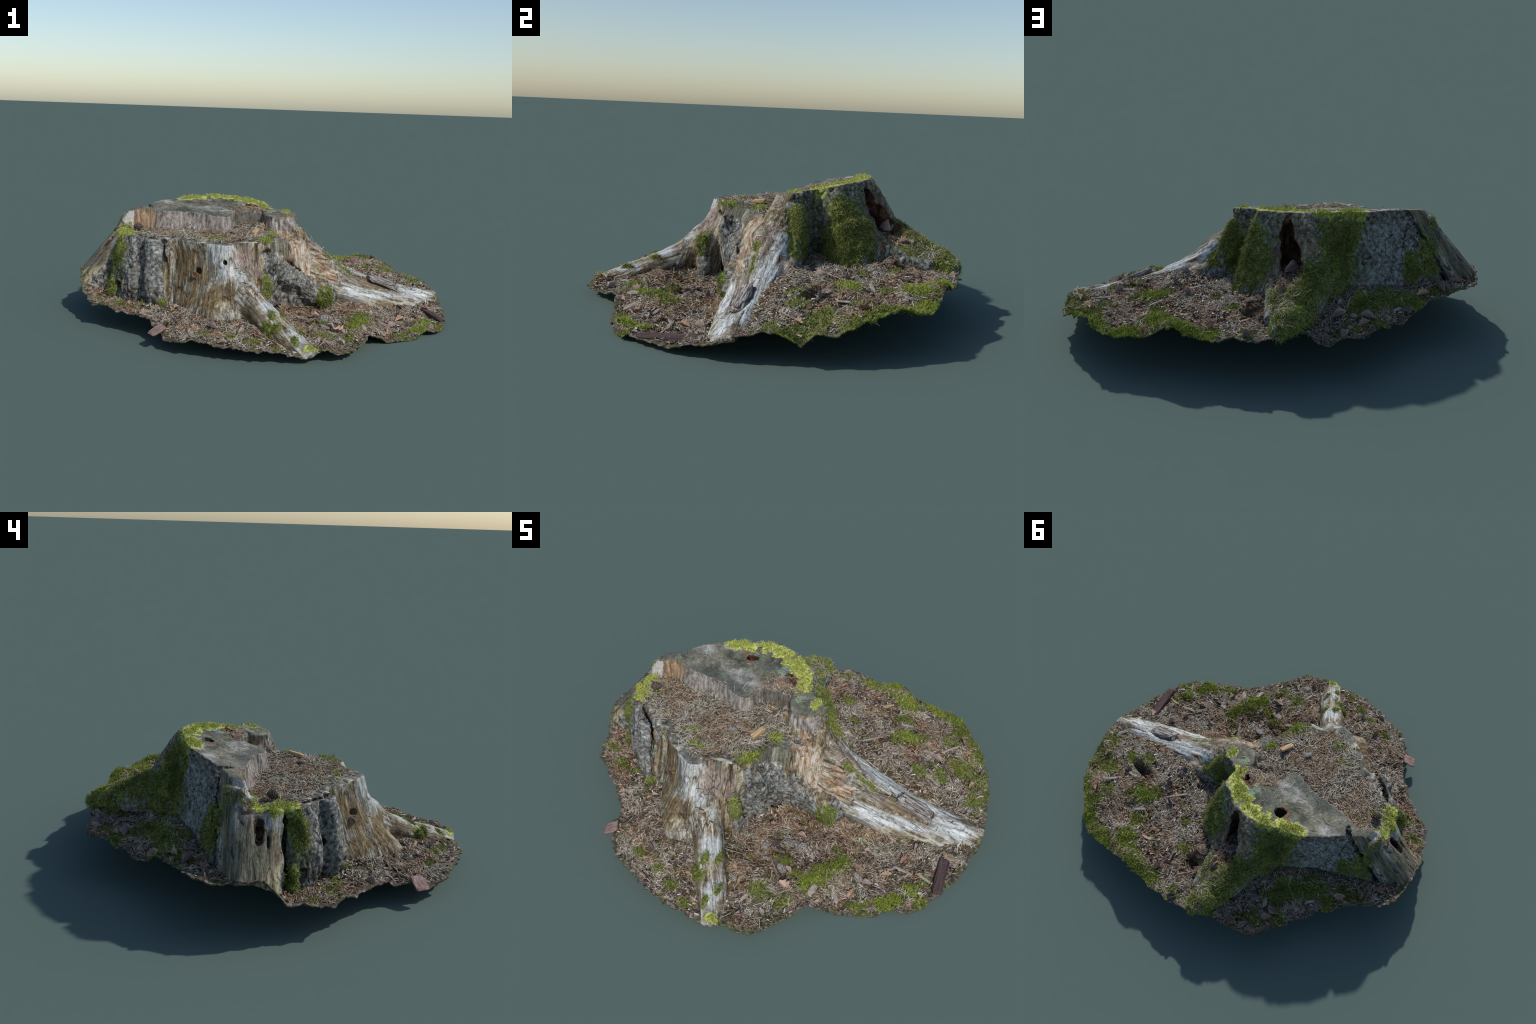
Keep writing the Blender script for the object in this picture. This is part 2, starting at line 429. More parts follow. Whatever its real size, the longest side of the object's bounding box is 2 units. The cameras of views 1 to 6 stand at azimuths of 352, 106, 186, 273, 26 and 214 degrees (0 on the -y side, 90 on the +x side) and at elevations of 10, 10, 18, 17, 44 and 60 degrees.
    cut(S, [(-.01, -.21, .375, .012, .02), (.03, -.165, .365, .014, .016), (.05, -.135, .36, .010, .012)], .01)
    slot(S, [(-.015, -.245, .385, .008, .012), (.05, -.19, .345, .009, .012), (.115, -.135, .295, .008, .012), (.17, -.115, .25, .006, .01)], (-.3, .9, .15), .03, .006, 3)
    # rotted pockets along the step between the lobe and the spur
    for px, py, r in ((-.05, .122, .016), (-.02, .075, .016)):
        cut(S, [(px, py, .53, r, .02), (px, py + .008, .485, r * .8, .025)], .006)
    cut(S, [(.085, .02, .50, .012, .02), (.135, .005, .44, .012, .02)], .008)
    # crumbled lumps of rotten wood in front of the pockets
    for px, py, pz, r in ((-.075, .055, .46, .028), (-.041, .06, .475, .022), (-.11, .085, .455, .03), (.015, .015, .46, .02), (-.155, .09, .45, .022)):
        add(S, [(px, py, pz - .02, r, r), (px + .01, py + .02, pz, r * .8, r * .8)], .008)
    # feet: stop just under the floor and at its border
    h = floor_height(X, Y)
    S = np.maximum(S, (h - .016)[:, :, None].astype(np.float32) - z)
    ang = np.arctan2(Y, X)
    border = np.hypot(X, Y) - rim_radius(ang)[0]
    S = np.maximum(S, (border + .004)[:, :, None].astype(np.float32))
    return S


def surface_nets(S):
    nx, ny, nz = S.shape
    neg = S < 0
    n = [slice(None, -1), slice(1, None)]
    cnt = np.zeros((nx - 1, ny - 1, nz - 1), np.int8)
    for a in (0, 1):
        for b in (0, 1):
            for c in (0, 1):
                cnt += neg[n[a], n[b], n[c]]
    act = np.argwhere((cnt > 0) & (cnt < 8))
    index = np.full(cnt.shape, -1, np.int32)
    index[tuple(act.T)] = np.arange(len(act))
    val = {(a, b, c): S[act[:, 0] + a, act[:, 1] + b, act[:, 2] + c] for a in (0, 1) for b in (0, 1) for c in (0, 1)}
    pos, num = np.zeros((len(act), 3)), np.zeros(len(act))
    for ax in range(3):
        o1, o2 = [i for i in range(3) if i != ax]
        for a in (0, 1):
            for b in (0, 1):
                k0 = [0, 0, 0]
                k0[o1], k0[o2] = a, b
                k1 = list(k0)
                k1[ax] = 1
                v0, v1 = val[tuple(k0)], val[tuple(k1)]
                m = (v0 < 0) != (v1 < 0)
                t = np.where(m, v0 / np.where(m, v0 - v1, 1), 0)
                q = np.tile(np.array(k0, float), (len(act), 1))
                q[:, ax] = t
                pos += q * m[:, None]
                num += m
    verts = (act + pos / num[:, None]) * STEPS + (X0, Y0, Z0)
    faces = []
    for ax in range(3):
        o1, o2 = (ax + 1) % 3, (ax + 2) % 3
        s0, s1 = [slice(None)] * 3, [slice(None)] * 3
        s0[ax], s1[ax] = slice(None, -1), slice(1, None)
        for o in (o1, o2):
            s0[o] = s1[o] = slice(1, -1)
        m = neg[tuple(s0)] != neg[tuple(s1)]
        e = np.argwhere(m)
        up = neg[tuple(s0)][tuple(e.T)]
        e[:, o1] += 1
        e[:, o2] += 1
        c = []
        for a, b in ((-1, -1), (0, -1), (0, 0), (-1, 0)):
            k = e.copy()
            k[:, o1] += a
            k[:, o2] += b
            c.append(index[tuple(k.T)])
        q = np.stack(c, 1)
        q[~up] = q[~up][:, ::-1]
        faces.append(q)
    return verts, np.concatenate(faces)


field = build_field()
verts, quads = surface_nets(field)


def vertex_normals(V, F):
    n = np.cross(V[F[:, 2]] - V[F[:, 0]], V[F[:, 3]] - V[F[:, 1]])
    out = np.zeros_like(V)
    for k in range(4):
        for c in range(3):
            out[:, c] += np.bincount(F[:, k], n[:, c], len(V))
    return out / (np.linalg.norm(out, axis=1, keepdims=True) + 1e-12)


def inside_body(x, y, z):
    i = np.clip(np.rint((x - X0) / STEPS).astype(int), 0, len(gx) - 1)
    j = np.clip(np.rint((y - Y0) / STEPS).astype(int), 0, len(gy) - 1)
    k = np.clip(np.rint((z - Z0) / STEPS).astype(int), 0, len(gz) - 1)
    return field[i, j, k]


# --------------------------------------------------------------------------- where moss grows
# (x, y, z, radius x, y, z, kind): y = yellow cushions in the light, g = deep green mats
_mr = np.random.default_rng(77)


def moss_film(path, kind, count, r0, r1, drift, rz=.06):
    """Overlapping soft patches strewn along a path."""
    path = np.array(path)
    out = []
    for t in np.linspace(0, len(path) - 1.001, count):
        i = int(t)
        p = path[i] + (path[i + 1] - path[i]) * (t - i) + np.array([*_mr.normal(0, drift, 2), 0])
        out.append((*np.round(p, 4), _mr.uniform(r0, r1), _mr.uniform(r0, r1), rz, kind))
    return out


MOSS = moss_film([(-.45, .335, .595), (-.37, .355, .60), (-.29, .365, .60), (-.21, .365, .605), (-.125, .335, .60), (-.055, .295, .595), (-.01, .25, .58), (.0, .205, .565)], "y", 26, .026, .052, .014) + [
        *moss_film([(-.765, .07, .46), (-.775, .02, .455), (-.765, -.04, .452), (-.735, -.10, .446)], "y", 12, .022, .04, .012, .04),
        (.11, .12, .55, .025, .05, .02, "y"),
        (-.745, .03, .465, .035, .07, .025, "y"), (-.735, -.05, .46, .035, .05, .03, "y"), (-.715, -.095, .445, .03, .03, .03, "y"),
        (.06, .36, .45, .09, .09, .13, "g"), (.09, .34, .30, .07, .13, .12, "g"), (.02, .43, .38, .08, .07, .16, "g"),
        (.20, .17, .43, .08, .06, .11, "g"), (.15, .17, .34, .08, .05, .10, "g"), (.27, .175, .33, .04, .04, .07, "g"),
        (-.33, .41, .42, .11, .09, .20, "g"), (-.42, .38, .52, .06, .05, .07, "g"), (-.28, .47, .30, .09, .09, .14, "g"),
        (-.20, .66, .31, .09, .14, .09, "g"), (-.25, .57, .33, .07, .10, .10, "g"), (-.16, .80, .25, .10, .08, .09, "b"), (-.18, .73, .29, .07, .09, .06, "b"), (-.23, .70, .25, .05, .12, .08, "g"),
        (-.085, .65, .285, .035, .10, .035, "g"), (-.76, .215, .36, .07, .04, .13, "g"), (-.68, .25, .30, .05, .04, .08, "g"),
        (-.755, .12, .48, .04, .05, .07, "g"), (-.79, -.12, .37, .05, .05, .10, "g"), (-.83, -.10, .18, .035, .04, .06, "g"),
        (-.07, -.262, .46, .075, .05, .025, "b"), (-.02, -.22, .457, .04, .04, .02, "b"), (-.30, -.275, .46, .08, .025, .02, "b"),
        (-.38, -.20, .462, .055, .03, .02, "b"), (-.67, -.055, .462, .04, .05, .02, "b"), (.0, -.07, .455, .05, .04, .02, "b"),
        (-.095, -.67, .10, .035, .06, .05, "g"), (-.075, -.64, .15, .02, .04, .03, "g"), (-.06, -.71, .12, .025, .04, .03, "g"), (-.02, -.62, .17, .014, .035, .03, "g"), (.075, -.86, .06, .04, .025, .03, "y"), (.01, -.80, .08, .018, .05, .025, "g"), (.04, -.74, .11, .012, .04, .02, "g"),
        (-.06, -.38, .24, .035, .035, .08, "g"), (.29, -.14, .13, .06, .04, .065, "g"), (.33, .02, .315, .035, .022, .03, "g"),
        (.38, .025, .27, .05, .012, .03, "g"), (.44, .035, .23, .04, .010, .03, "g"),
        (.365, -.51, .085, .05, .07, .07, "b"), (.41, -.425, .10, .065, .09, .08, "b"), (.455, -.345, .09, .05, .07, .07, "b"),
        (.70, -.43, .03, .06, .05, .03, "b"), (.79, -.31, .04, .05, .05, .03, "b"), (.62, -.47, .02, .04, .04, .03, "g"),
        (.21, -.42, .075, .05, .04, .03, "g"), (.08, -.48, .08, .04, .04, .03, "g"), (.2, -.62, .05, .07, .06, .03, "g"),
        (.515, .48, .235, .11, .075, .04, "b"), (.43, .73, .23, .12, .08, .04, "b"), (.28, .81, .21, .09, .06, .05, "b"), (.56, .78, .18, .08, .05, .05, "b"),
        (.72, .66, .19, .07, .07, .05, "g"), (.83, .53, .16, .06, .07, .05, "g"), (.88, .38, .14, .06, .08, .05, "g"), (.90, .25, .13, .05, .06, .04, "g"),
        (.62, .27, .2, .06, .05, .03, "g"), (-.57, .42, .21, .15, .10, .05, "g"), (-.45, .52, .19, .10, .08, .04, "g"), (-.72, .34, .21, .08, .05, .04, "g"),
        (-.42, .70, .19, .07, .06, .04, "g"), (.20, .47, .24, .06, .05, .03, "g"), (.1, .60, .23, .05, .04, .03, "g"), (-.27, -.74, .09, .05, .04, .03, "g"),
        (-.17, -.79, .075, .04, .03, .03, "g"), (-.70, -.28, .13, .04, .03, .02, "g"), (.0, .83, .205, .06, .04, .03, "g"), (-.57, -.31, .14, .03, .03, .03, "g"), (.66, .74, .18, .08, .06, .05, "b"), (.36, .76, .21, .10, .06, .04, "b"), (.16, .82, .20, .07, .05, .04, "b"), (.78, .60, .17, .07, .06, .05, "b"),
        (.44, .42, .22, .05, .05, .03, "g"), (.70, .30, .19, .07, .06, .03, "g"), (.80, .42, .165, .08, .07, .04, "g"), (.68, .54, .19, .07, .05, .04, "g"), (.93, .33, .12, .05, .06, .04, "g"),
        (.42, .60, .205, .06, .05, .03, "g"), (.86, -.36, .03, .05, .04, .03, "g"), (.84, -.24, .04, .05, .04, .03, "g"), (.60, -.50, .02, .07, .03, .03, "g"), (.74, -.38, .03, .05, .04, .03, "b"),
        (.30, -.62, .05, .05, .05, .03, "g"), (.13, -.42, .08, .05, .06, .03, "g"), (.40, -.26, .06, .05, .03, .03, "g"), (.24, -.26, .07, .04, .03, .03, "g"), (.55, -.15, .06, .08, .03, .03, "g"),
        (.28, -.46, .06, .05, .04, .03, "g"), (-.40, -.70, .09, .06, .04, .03, "g"), (-.08, -.84, .06, .05, .03, .03, "g"), (-.5, .48, .23, .12, .08, .05, "b"), (-.60, .38, .22, .10, .06, .05, "g"),
        (-.66, .43, .21, .08, .06, .05, "b"), (-.80, .30, .22, .06, .05, .04, "g"), (-.43, .56, .21, .08, .06, .04, "g"), (-.36, .74, .18, .06, .05, .04, "g"), (-.52, .64, .19, .06, .05, .04, "g"),
        (-.88, -.18, .13, .05, .04, .03, "g"), (-.78, -.26, .125, .05, .04, .03, "g"), (.30, .86, .19, .10, .04, .05, "b"), (.50, .80, .18, .08, .05, .05, "b")]


def moss_amount(V, kinds="ygb"):
    """0..1 cover; soft ellipsoids torn up by noise at three sizes."""
    best = np.full(len(V), 9.0)
    for *c, kind in MOSS:
        if kind in kinds:
            best = np.minimum(best, (((V - np.array(c[:3])) / np.array(c[3:6])) ** 2).sum(1))
    m = (.72 if kinds == "y" else .95) - np.sqrt(best) + .75 * fbm(V * 13, 21, 2) + .55 * fbm(V * 42, 24, 2)
    return np.clip(m * 1.6, 0, 1)


# --------------------------------------------------------------------------- sort the body into parts and give it relief
def path_closeness(V, pts):
    return sweep_distance(V[:, 0], V[:, 1], V[:, 2], pts)


def column_lookup(V, fine=12):
    """Nearest wall profile (fractional index) for each point."""
    zs = np.linspace(.06, .62, 29)
    out, gap = np.zeros(len(V)), np.zeros(len(V))
    slot = np.clip(np.rint((V[:, 2] - zs[0]) / (zs[1] - zs[0])).astype(int), 0, 28)
    for s in range(29):
        sel = np.where(slot == s)[0]
        if len(sel):
            C = closed_spline(wall_columns(zs[s]), 4)
            for part in np.array_split(sel, max(1, len(sel) // 4000)):
                d = ((V[part][:, None, :2] - C[None]) ** 2).sum(-1)
                out[part] = d.argmin(1) / 4
                gap[part] = np.sqrt(d.min(1))
    return out, gap


V = verts
N0 = vertex_normals(V, quads)
up_z = UP[0] + UP[1] * V[:, 0] + UP[2] * V[:, 1]
col, behind = column_lookup(V)
labels = np.array(["wood", "bark", "moss"])
kind_of_column = np.array([{"wood": 0, "bark": 1, "moss": 1}[w[3]] for w in WALL])
jit = col + 1.2 * perlin(V * 22, 31)
cover = kind_of_column[np.rint(jit).astype(int) % len(WALL)]
dE, dS, dN = np.minimum(path_closeness(V, EAST_ROOT), path_closeness(V, EAST_RIDGE)), path_closeness(V, SOUTH_ROOT), path_closeness(V, NORTH_ROOT)
flat_top = N0[:, 2] > .75
WOOD, BARK, UPCUT, LOCUT, SPLIT, EROOT, SROOT, NROOT, ROT, FLANK = range(10)
region = np.where(cover == 1, BARK, WOOD)
wob = .02 * perlin(V * 25, 33)
region[(region == WOOD) & (V[:, 0] < -.60) & (V[:, 1] > -.12)] = FLANK
region[(dE < .02) & (V[:, 0] > .22 + wob) & (V[:, 1] > -.13) & (V[:, 2] < .45)] = EROOT
skirt = np.minimum(path_closeness(V, BARK_SKIRT), path_closeness(V, BARK_COLUMN))
region[(skirt < .010) & (V[:, 1] < -.03) & (V[:, 2] < .25)] = BARK
region[(V[:, 1] < -.08) & (V[:, 0] > -.06) & (V[:, 0] < .27) & (V[:, 2] < .36 - .75 * V[:, 0] + wob)] = BARK
region[(region == BARK) & (V[:, 1] < -.03) & (V[:, 0] > -.07) & (V[:, 0] < .3) & (V[:, 2] > .372 - .75 * V[:, 0] + wob)] = WOOD
region[(dS < .014) & (V[:, 1] < -.50 + 2.5 * wob)] = SROOT
region[(np.minimum(dN, path_closeness(V, NORTH_RIDGE)) < .025) & (V[:, 1] > .52 + wob)] = NROOT
in_cave = (np.abs(V[:, 0] + .15) < .075) & (V[:, 1] > .24) & (V[:, 1] < .60) & (V[:, 2] < .56)
wall_here = polygon_distance(closed_spline(wall_columns(.45)), V[:, 0], V[:, 1])
region[in_cave & ((field[0, 0, 0] * 0 + N0[:, 1] < .35) | (V[:, 1] < .40)) & (V[:, 2] > .30)] = ROT
region[in_cave & (V[:, 2] < .37) & flat_top] = ROT
region[(V[:, 2] > up_z - .012) & flat_top & (V[:, 2] > .50)] = UPCUT
stepd = polygon_distance(np.array(STEP), V[:, 0], V[:, 1])
region[(wall_here < -.004) & (V[:, 2] > .455) & (V[:, 2] < up_z - .004) & (np.abs(stepd) < .05) & (N0[:, 2] < .75)] = SPLIT
region[(np.abs(V[:, 2] - .452) < .03) & (N0[:, 2] > .6) & (stepd > -.01) & (V[:, 0] < .16) & (wall_here < .012)] = LOCUT
for hx, hy, hz, r in ((-.305, .288, .55, .034), (-.065, .22, .55, .045), (-.83, .03, .38, .045), (-.395, -.36, .305, .03), (-.64, -.2, .27, .03)):
    deep = np.linalg.norm((V - (hx, hy, hz)) / (r, r, r * 1.4), axis=1) < 1
    region[deep & (region != UPCUT) & (behind > .012)] = ROT

# relief
P = V


def stretch(P, axis, k):
    a = np.array(axis, float)
    a /= np.linalg.norm(a)
    return P + (P @ a)[:, None] * a * (k - 1)


lean = np.stack([V[:, 0] + .33, V[:, 1] - .02, np.zeros(len(V))], -1)
lean /= np.linalg.norm(lean, axis=1, keepdims=True) + 1e-6
disp = np.zeros(len(V))
fib = stretch(P, (0, .3, 1), .12)
wood_relief = .009 * fbm(fib * 16, 41, 2) + .0055 * perlin(fib * 48, 43) + .006 * fbm(P * 9, 44, 2)
bark_p = stretch(P, (0, 0, 1), .38) + .03 * np.stack([perlin(P * 22, 51), perlin(P * 22, 52), perlin(P * 22, 53)], -1)
f1, f2 = worley(bark_p * 30, 3)
plates = smooth01(f2 - f1, 0, .22) - 1
folds = stretch(P, (0, 0, 1), .28)
bark_relief = .022 * np.abs(perlin(folds * 15 + 3, 57)) - .005 + .012 * plates * (.55 + fbm(P * 7, 56, 2)) + .003 + .012 * fbm(P * 13, 54, 3) + .005 * fbm(P * 46, 55, 2)
e_p = stretch(P, (1, .06, -.3), .10)
s_p = stretch(P, (.45, -.8, -.38), .12)
disp = np.where(np.isin(region, (WOOD,)), wood_relief, disp)
disp = np.where(region == BARK, bark_relief, disp)
w_p = stretch(P, (.62, 0, 1), .10)
disp = np.where(region == FLANK, .010 * fbm(w_p * 18, 45, 2) + .007 * perlin(w_p * 52, 46) + .005 * fbm(P * 9, 44, 2), disp)
disp = np.where(region == EROOT, .012 * fbm(e_p * 17, 61, 2) + .006 * perlin(e_p * 50, 62) + .004 * perlin(P * 20, 63), disp)
disp = np.where(region == SROOT, .007 * fbm(s_p * 17, 64, 2) + .004 * perlin(s_p * 55, 65) + .003 * perlin(P * 20, 63), disp)
disp = np.where(region == NROOT, .012 * fbm(P * 16, 66, 3), disp)
disp = np.where(region == UPCUT, .0025 * fbm(P * 20, 67, 3), disp)
disp = np.where(region == LOCUT, .006 * fbm(P * 24, 68, 3), disp)
disp = np.where(region == SPLIT, .006 * perlin(stretch(P, (0, 0, 1), .06) * 70, 69) + .004 * perlin(stretch(P, (0, 0, 1), .2) * 30, 70), disp)
disp = np.where(region == ROT, .010 * fbm(P * 22, 71, 3), disp)
mossy = moss_amount(V)
cushion = mossy * (.004 + .030 * np.clip(fbm(P * 13, 72, 3) + .12, 0, 1)) * np.where(N0[:, 2] > .7, .35, 1)
disp = disp * (1 - .5 * mossy) + cushion
# even the seams between reliefs out over neighbouring vertices
for _ in range(2):
    acc, cntv = np.zeros(len(V)), np.zeros(len(V))
    for k in range(4):
        a, b = quads[:, k], quads[:, (k + 1) % 4]
        acc += np.bincount(a, disp[b], len(V)) + np.bincount(b, disp[a], len(V))
        cntv += np.bincount(a, minlength=len(V)) + np.bincount(b, minlength=len(V))
    disp = .65 * disp + .35 * acc / np.maximum(cntv, 1)
V = V + N0 * disp[:, None]
NV = vertex_normals(V, quads)


# --------------------------------------------------------------------------- shader helpers
def rgb(r, g, b):
    f = lambda c: (c / 255 / 12.92) if c / 255 <= .04045 else ((c / 255 + .055) / 1.055) ** 2.4
    return (f(r), f(g), f(b), 1)


class Nodes:
    def __init__(self, name, rough=.9, spec=.25):
        self.mat = bpy.data.materials.new(name)
        self.mat.use_nodes = True
        self.t = self.mat.node_tree
        self.out = self.t.nodes["Principled BSDF"]
        self.out.inputs["Roughness"].default_value = rough
        self.out.inputs["Specular IOR Level"].default_value = spec
        self.pos = self.t.nodes.new("ShaderNodeTexCoord").outputs["Object"]

    def put(self, socket, v):
        if isinstance(v, bpy.types.NodeSocket):
            self.t.links.new(v, socket)
        elif v is not None:
            socket.default_value = v

    def node(self, kind, **props):
        n = self.t.nodes.new(kind)
        for k, v in props.items():
            setattr(n, k, v)
        return n

    def vmath(self, op, a, b=None):
        n = self.node("ShaderNodeVectorMath", operation=op)
        self.put(n.inputs[0], a)
        if b is not None:
            self.put(n.inputs["Scale" if op == "SCALE" else 1], b)
        return n.outputs["Value" if op in ("LENGTH", "DOT_PRODUCT", "DISTANCE") else "Vector"]

    def math(self, op, a, b=None, clamp=False):
        n = self.node("ShaderNodeMath", operation=op, use_clamp=clamp)
        self.put(n.inputs[0], a)
        if b is not None:
            self.put(n.inputs[1], b)
        return n.outputs[0]

    def along(self, axis, k):
        """Object position squeezed along an axis, for grain that runs that way."""
        a = Vector(axis).normalized()
        d = self.vmath("DOT_PRODUCT", self.pos, tuple(a))
        n = self.node("ShaderNodeVectorMath", operation="SCALE")
        n.inputs[0].default_value = tuple(a * (k - 1))
        self.put(n.inputs["Scale"], d)
        return self.vmath("ADD", self.pos, n.outputs[0])

    def noise(self, vec, scale, detail=3, rough=.55, distort=0):
        n = self.node("ShaderNodeTexNoise")
        self.put(n.inputs["Vector"], vec)
        n.inputs["Scale"].default_value, n.inputs["Detail"].default_value = scale, detail
        n.inputs["Roughness"].default_value, n.inputs["Distortion"].default_value = rough, distort
        return n.outputs["Fac"]

    def voronoi(self, vec, scale, feature="DISTANCE_TO_EDGE", out="Distance"):
        n = self.node("ShaderNodeTexVoronoi", feature=feature)
        self.put(n.inputs["Vector"], vec)
        n.inputs["Scale"].default_value = scale
        return n.outputs[out]

    def ramp(self, fac, stops):
        n = self.node("ShaderNodeValToRGB")
        e = n.color_ramp.elements
        while len(e) < len(stops):
            e.new(.5)
        for s, (p, c) in zip(e, stops):
            s.position, s.color = p, c
        self.put(n.inputs[0], fac)
        return n.outputs["Color"]

    def edge(self, fac, a, b):
        n = self.node("ShaderNodeMapRange", interpolation_type="SMOOTHSTEP")
        self.put(n.inputs["Value"], fac)
        n.inputs["From Min"].default_value, n.inputs["From Max"].default_value = a, b
        return n.outputs["Result"]

    def mix(self, fac, a, b, mode="MIX"):
        n = self.node("ShaderNodeMix", data_type="RGBA", blend_type=mode)
        self.put(n.inputs["Factor"], fac)
        self.put(n.inputs["A"] if False else n.inputs[6], a)
        self.put(n.inputs[7], b)
        return n.outputs[2]

    def blobs(self, where, frayed=.5, scale=16, soft=.18):
        """1 inside any of the soft ellipsoids, with a frayed border."""
        best = None
        for x, y, z, a, b, c in where:
            q = self.vmath("SUBTRACT", self.pos, (x, y, z))
            q = self.vmath("MULTIPLY", q, (1 / a, 1 / b, 1 / c))
            d = self.math("SUBTRACT", 1.0, self.vmath("LENGTH", q))
            best = d if best is None else self.math("MAXIMUM", best, d)
        n = self.math("MULTIPLY", self.math("SUBTRACT", self.noise(self.pos, scale, 3), .5), frayed * 2)
        return self.edge(self.math("ADD", best, n), -soft * .5, soft)

    def moss(self, col, box, kinds="ygb"):
        for kset, stops in (("gb", [(.34, rgb(52, 58, 26)), (.5, rgb(100, 110, 50)), (.66, rgb(152, 158, 80))]),
                            ("y", [(.36, rgb(84, 88, 46)), (.48, rgb(150, 158, 72)), (.64, rgb(206, 210, 124))])):
            near = [m[:6] for m in MOSS if m[6] in kset and m[6] in kinds and all(lo <= c <= hi for c, (lo, hi) in zip(m[:3], box))]
            if near:
                green = self.ramp(self.noise(self.pos, 90, 4, .7), stops)
                col = self.mix(self.blobs(near, 1.1 if kset == "y" else .75, 30), col, green)
        return col

    def warp(self, scale, amount):
        n = self.node("ShaderNodeTexNoise")
        self.put(n.inputs["Vector"], self.pos)
        n.inputs["Scale"].default_value = scale * 3
        v = self.vmath("SUBTRACT", n.outputs["Color"], (.5, .5, .5))
        return self.vmath("SCALE", v, amount)

    def bump(self, height, strength=.5, dist=.01):
        n = self.node("ShaderNodeBump")
        n.inputs["Strength"].default_value, n.inputs["Distance"].default_value = strength, dist
        self.put(n.inputs["Height"], height)
        self.put(self.out.inputs["Normal"], n.outputs[0])

    def done(self, col):
        self.put(self.out.inputs["Base Color"], col)
        return self.mat


WHOLE = ((-2, 2), (-2, 2), (-1, 2))


def wood_material(name, axis, k, pale, box, patches=()):
    m = Nodes(name, .85, .3)
    g = m.vmath("ADD", m.along(axis, k), m.warp(5, .012))
    a = m.noise(g, 42, 6, .72, .3)
    b = m.noise(g, 150, 4, .65)
    c = m.noise(m.along(axis, .4), 8, 4, .65)
    f = m.math("ADD", m.math("MULTIPLY", a, .72), m.math("MULTIPLY", m.noise(m.pos, 60, 5, .7), .28))
    grey = m.ramp(f, [(.38, rgb(48, 41, 34)), (.46, rgb(112, 104, 90)), (.53, rgb(168, 165, 154)), (.64, rgb(218, 221, 218))])
    brown = m.ramp(f, [(.36, rgb(42, 34, 26)), (.45, rgb(98, 84, 64)), (.53, rgb(146, 132, 106)), (.62, rgb(198, 194, 180))])
    col = m.mix(m.edge(c, .5 - pale, .62 - pale * .6), brown, grey)
    for where, stops, amount, fray in patches:
        col = m.mix(m.math("MULTIPLY", m.blobs(where, fray * 1.5, 15, .4), amount), col, m.ramp(m.math("ADD", m.math("MULTIPLY", m.noise(g, 55, 5, .7, .4), .7), m.math("MULTIPLY", m.noise(m.pos, 70, 4, .7), .3)), stops))
    col = m.mix(m.math("MULTIPLY", m.edge(b, .57, .66), .6), col, rgb(44, 36, 29))
    col = m.mix(m.math("MULTIPLY", m.math("MULTIPLY", m.edge(m.noise(g, 21, 4, .6), .585, .625), m.edge(c, .38, .55)), .7), col, rgb(34, 28, 24))
    checks = m.voronoi(m.vmath("ADD", m.along(axis, k * .7), m.warp(6, .003)), 34)
    col = m.mix(m.math("MULTIPLY", m.math("MULTIPLY", m.edge(checks, .045, .0), m.edge(m.noise(m.pos, 9, 3, .6), .42, .58)), .9), col, rgb(30, 25, 21))
    speck = m.edge(m.noise(m.pos, 130, 2, .5), .66, .72)
    col = m.mix(m.math("MULTIPLY", speck, .7), col, rgb(30, 27, 24))
    film = m.edge(m.noise(m.vmath("ADD", m.pos, (0, 7, 0)), 14, 5, .7), .54, .66)
    col = m.mix(m.math("MULTIPLY", film, .4), col, m.ramp(a, [(.4, rgb(62, 64, 40)), (.6, rgb(134, 136, 98))]))
    col = m.moss(col, box)
    m.bump(m.math("ADD", a, m.math("MULTIPLY", b, .8)), .75, .012)
    return m.done(col)


AMBER = [(.36, rgb(40, 30, 20)), (.45, rgb(98, 78, 48)), (.54, rgb(142, 120, 82)), (.64, rgb(194, 188, 166))]
ORANGE = [(.37, rgb(74, 55, 39)), (.45, rgb(150, 114, 80)), (.52, rgb(184, 167, 146)), (.63, rgb(214, 210, 203))]
SILVER = [(.38, rgb(84, 76, 66)), (.45, rgb(166, 168, 164)), (.54, rgb(206, 212, 213)), (.67, rgb(230, 235, 236))]
DUN = [(.36, rgb(50, 41, 33)), (.46, rgb(100, 86, 70)), (.56, rgb(138, 124, 104)), (.66, rgb(176, 168, 152))]
OLIVE = [(.36, rgb(42, 42, 36)), (.46, rgb(86, 88, 74)), (.56, rgb(124, 122, 106)), (.66, rgb(168, 164, 152))]
ROSE = [(.36, rgb(70, 56, 48)), (.46, rgb(130, 112, 101)), (.56, rgb(166, 152, 144)), (.66, rgb(198, 190, 184))]

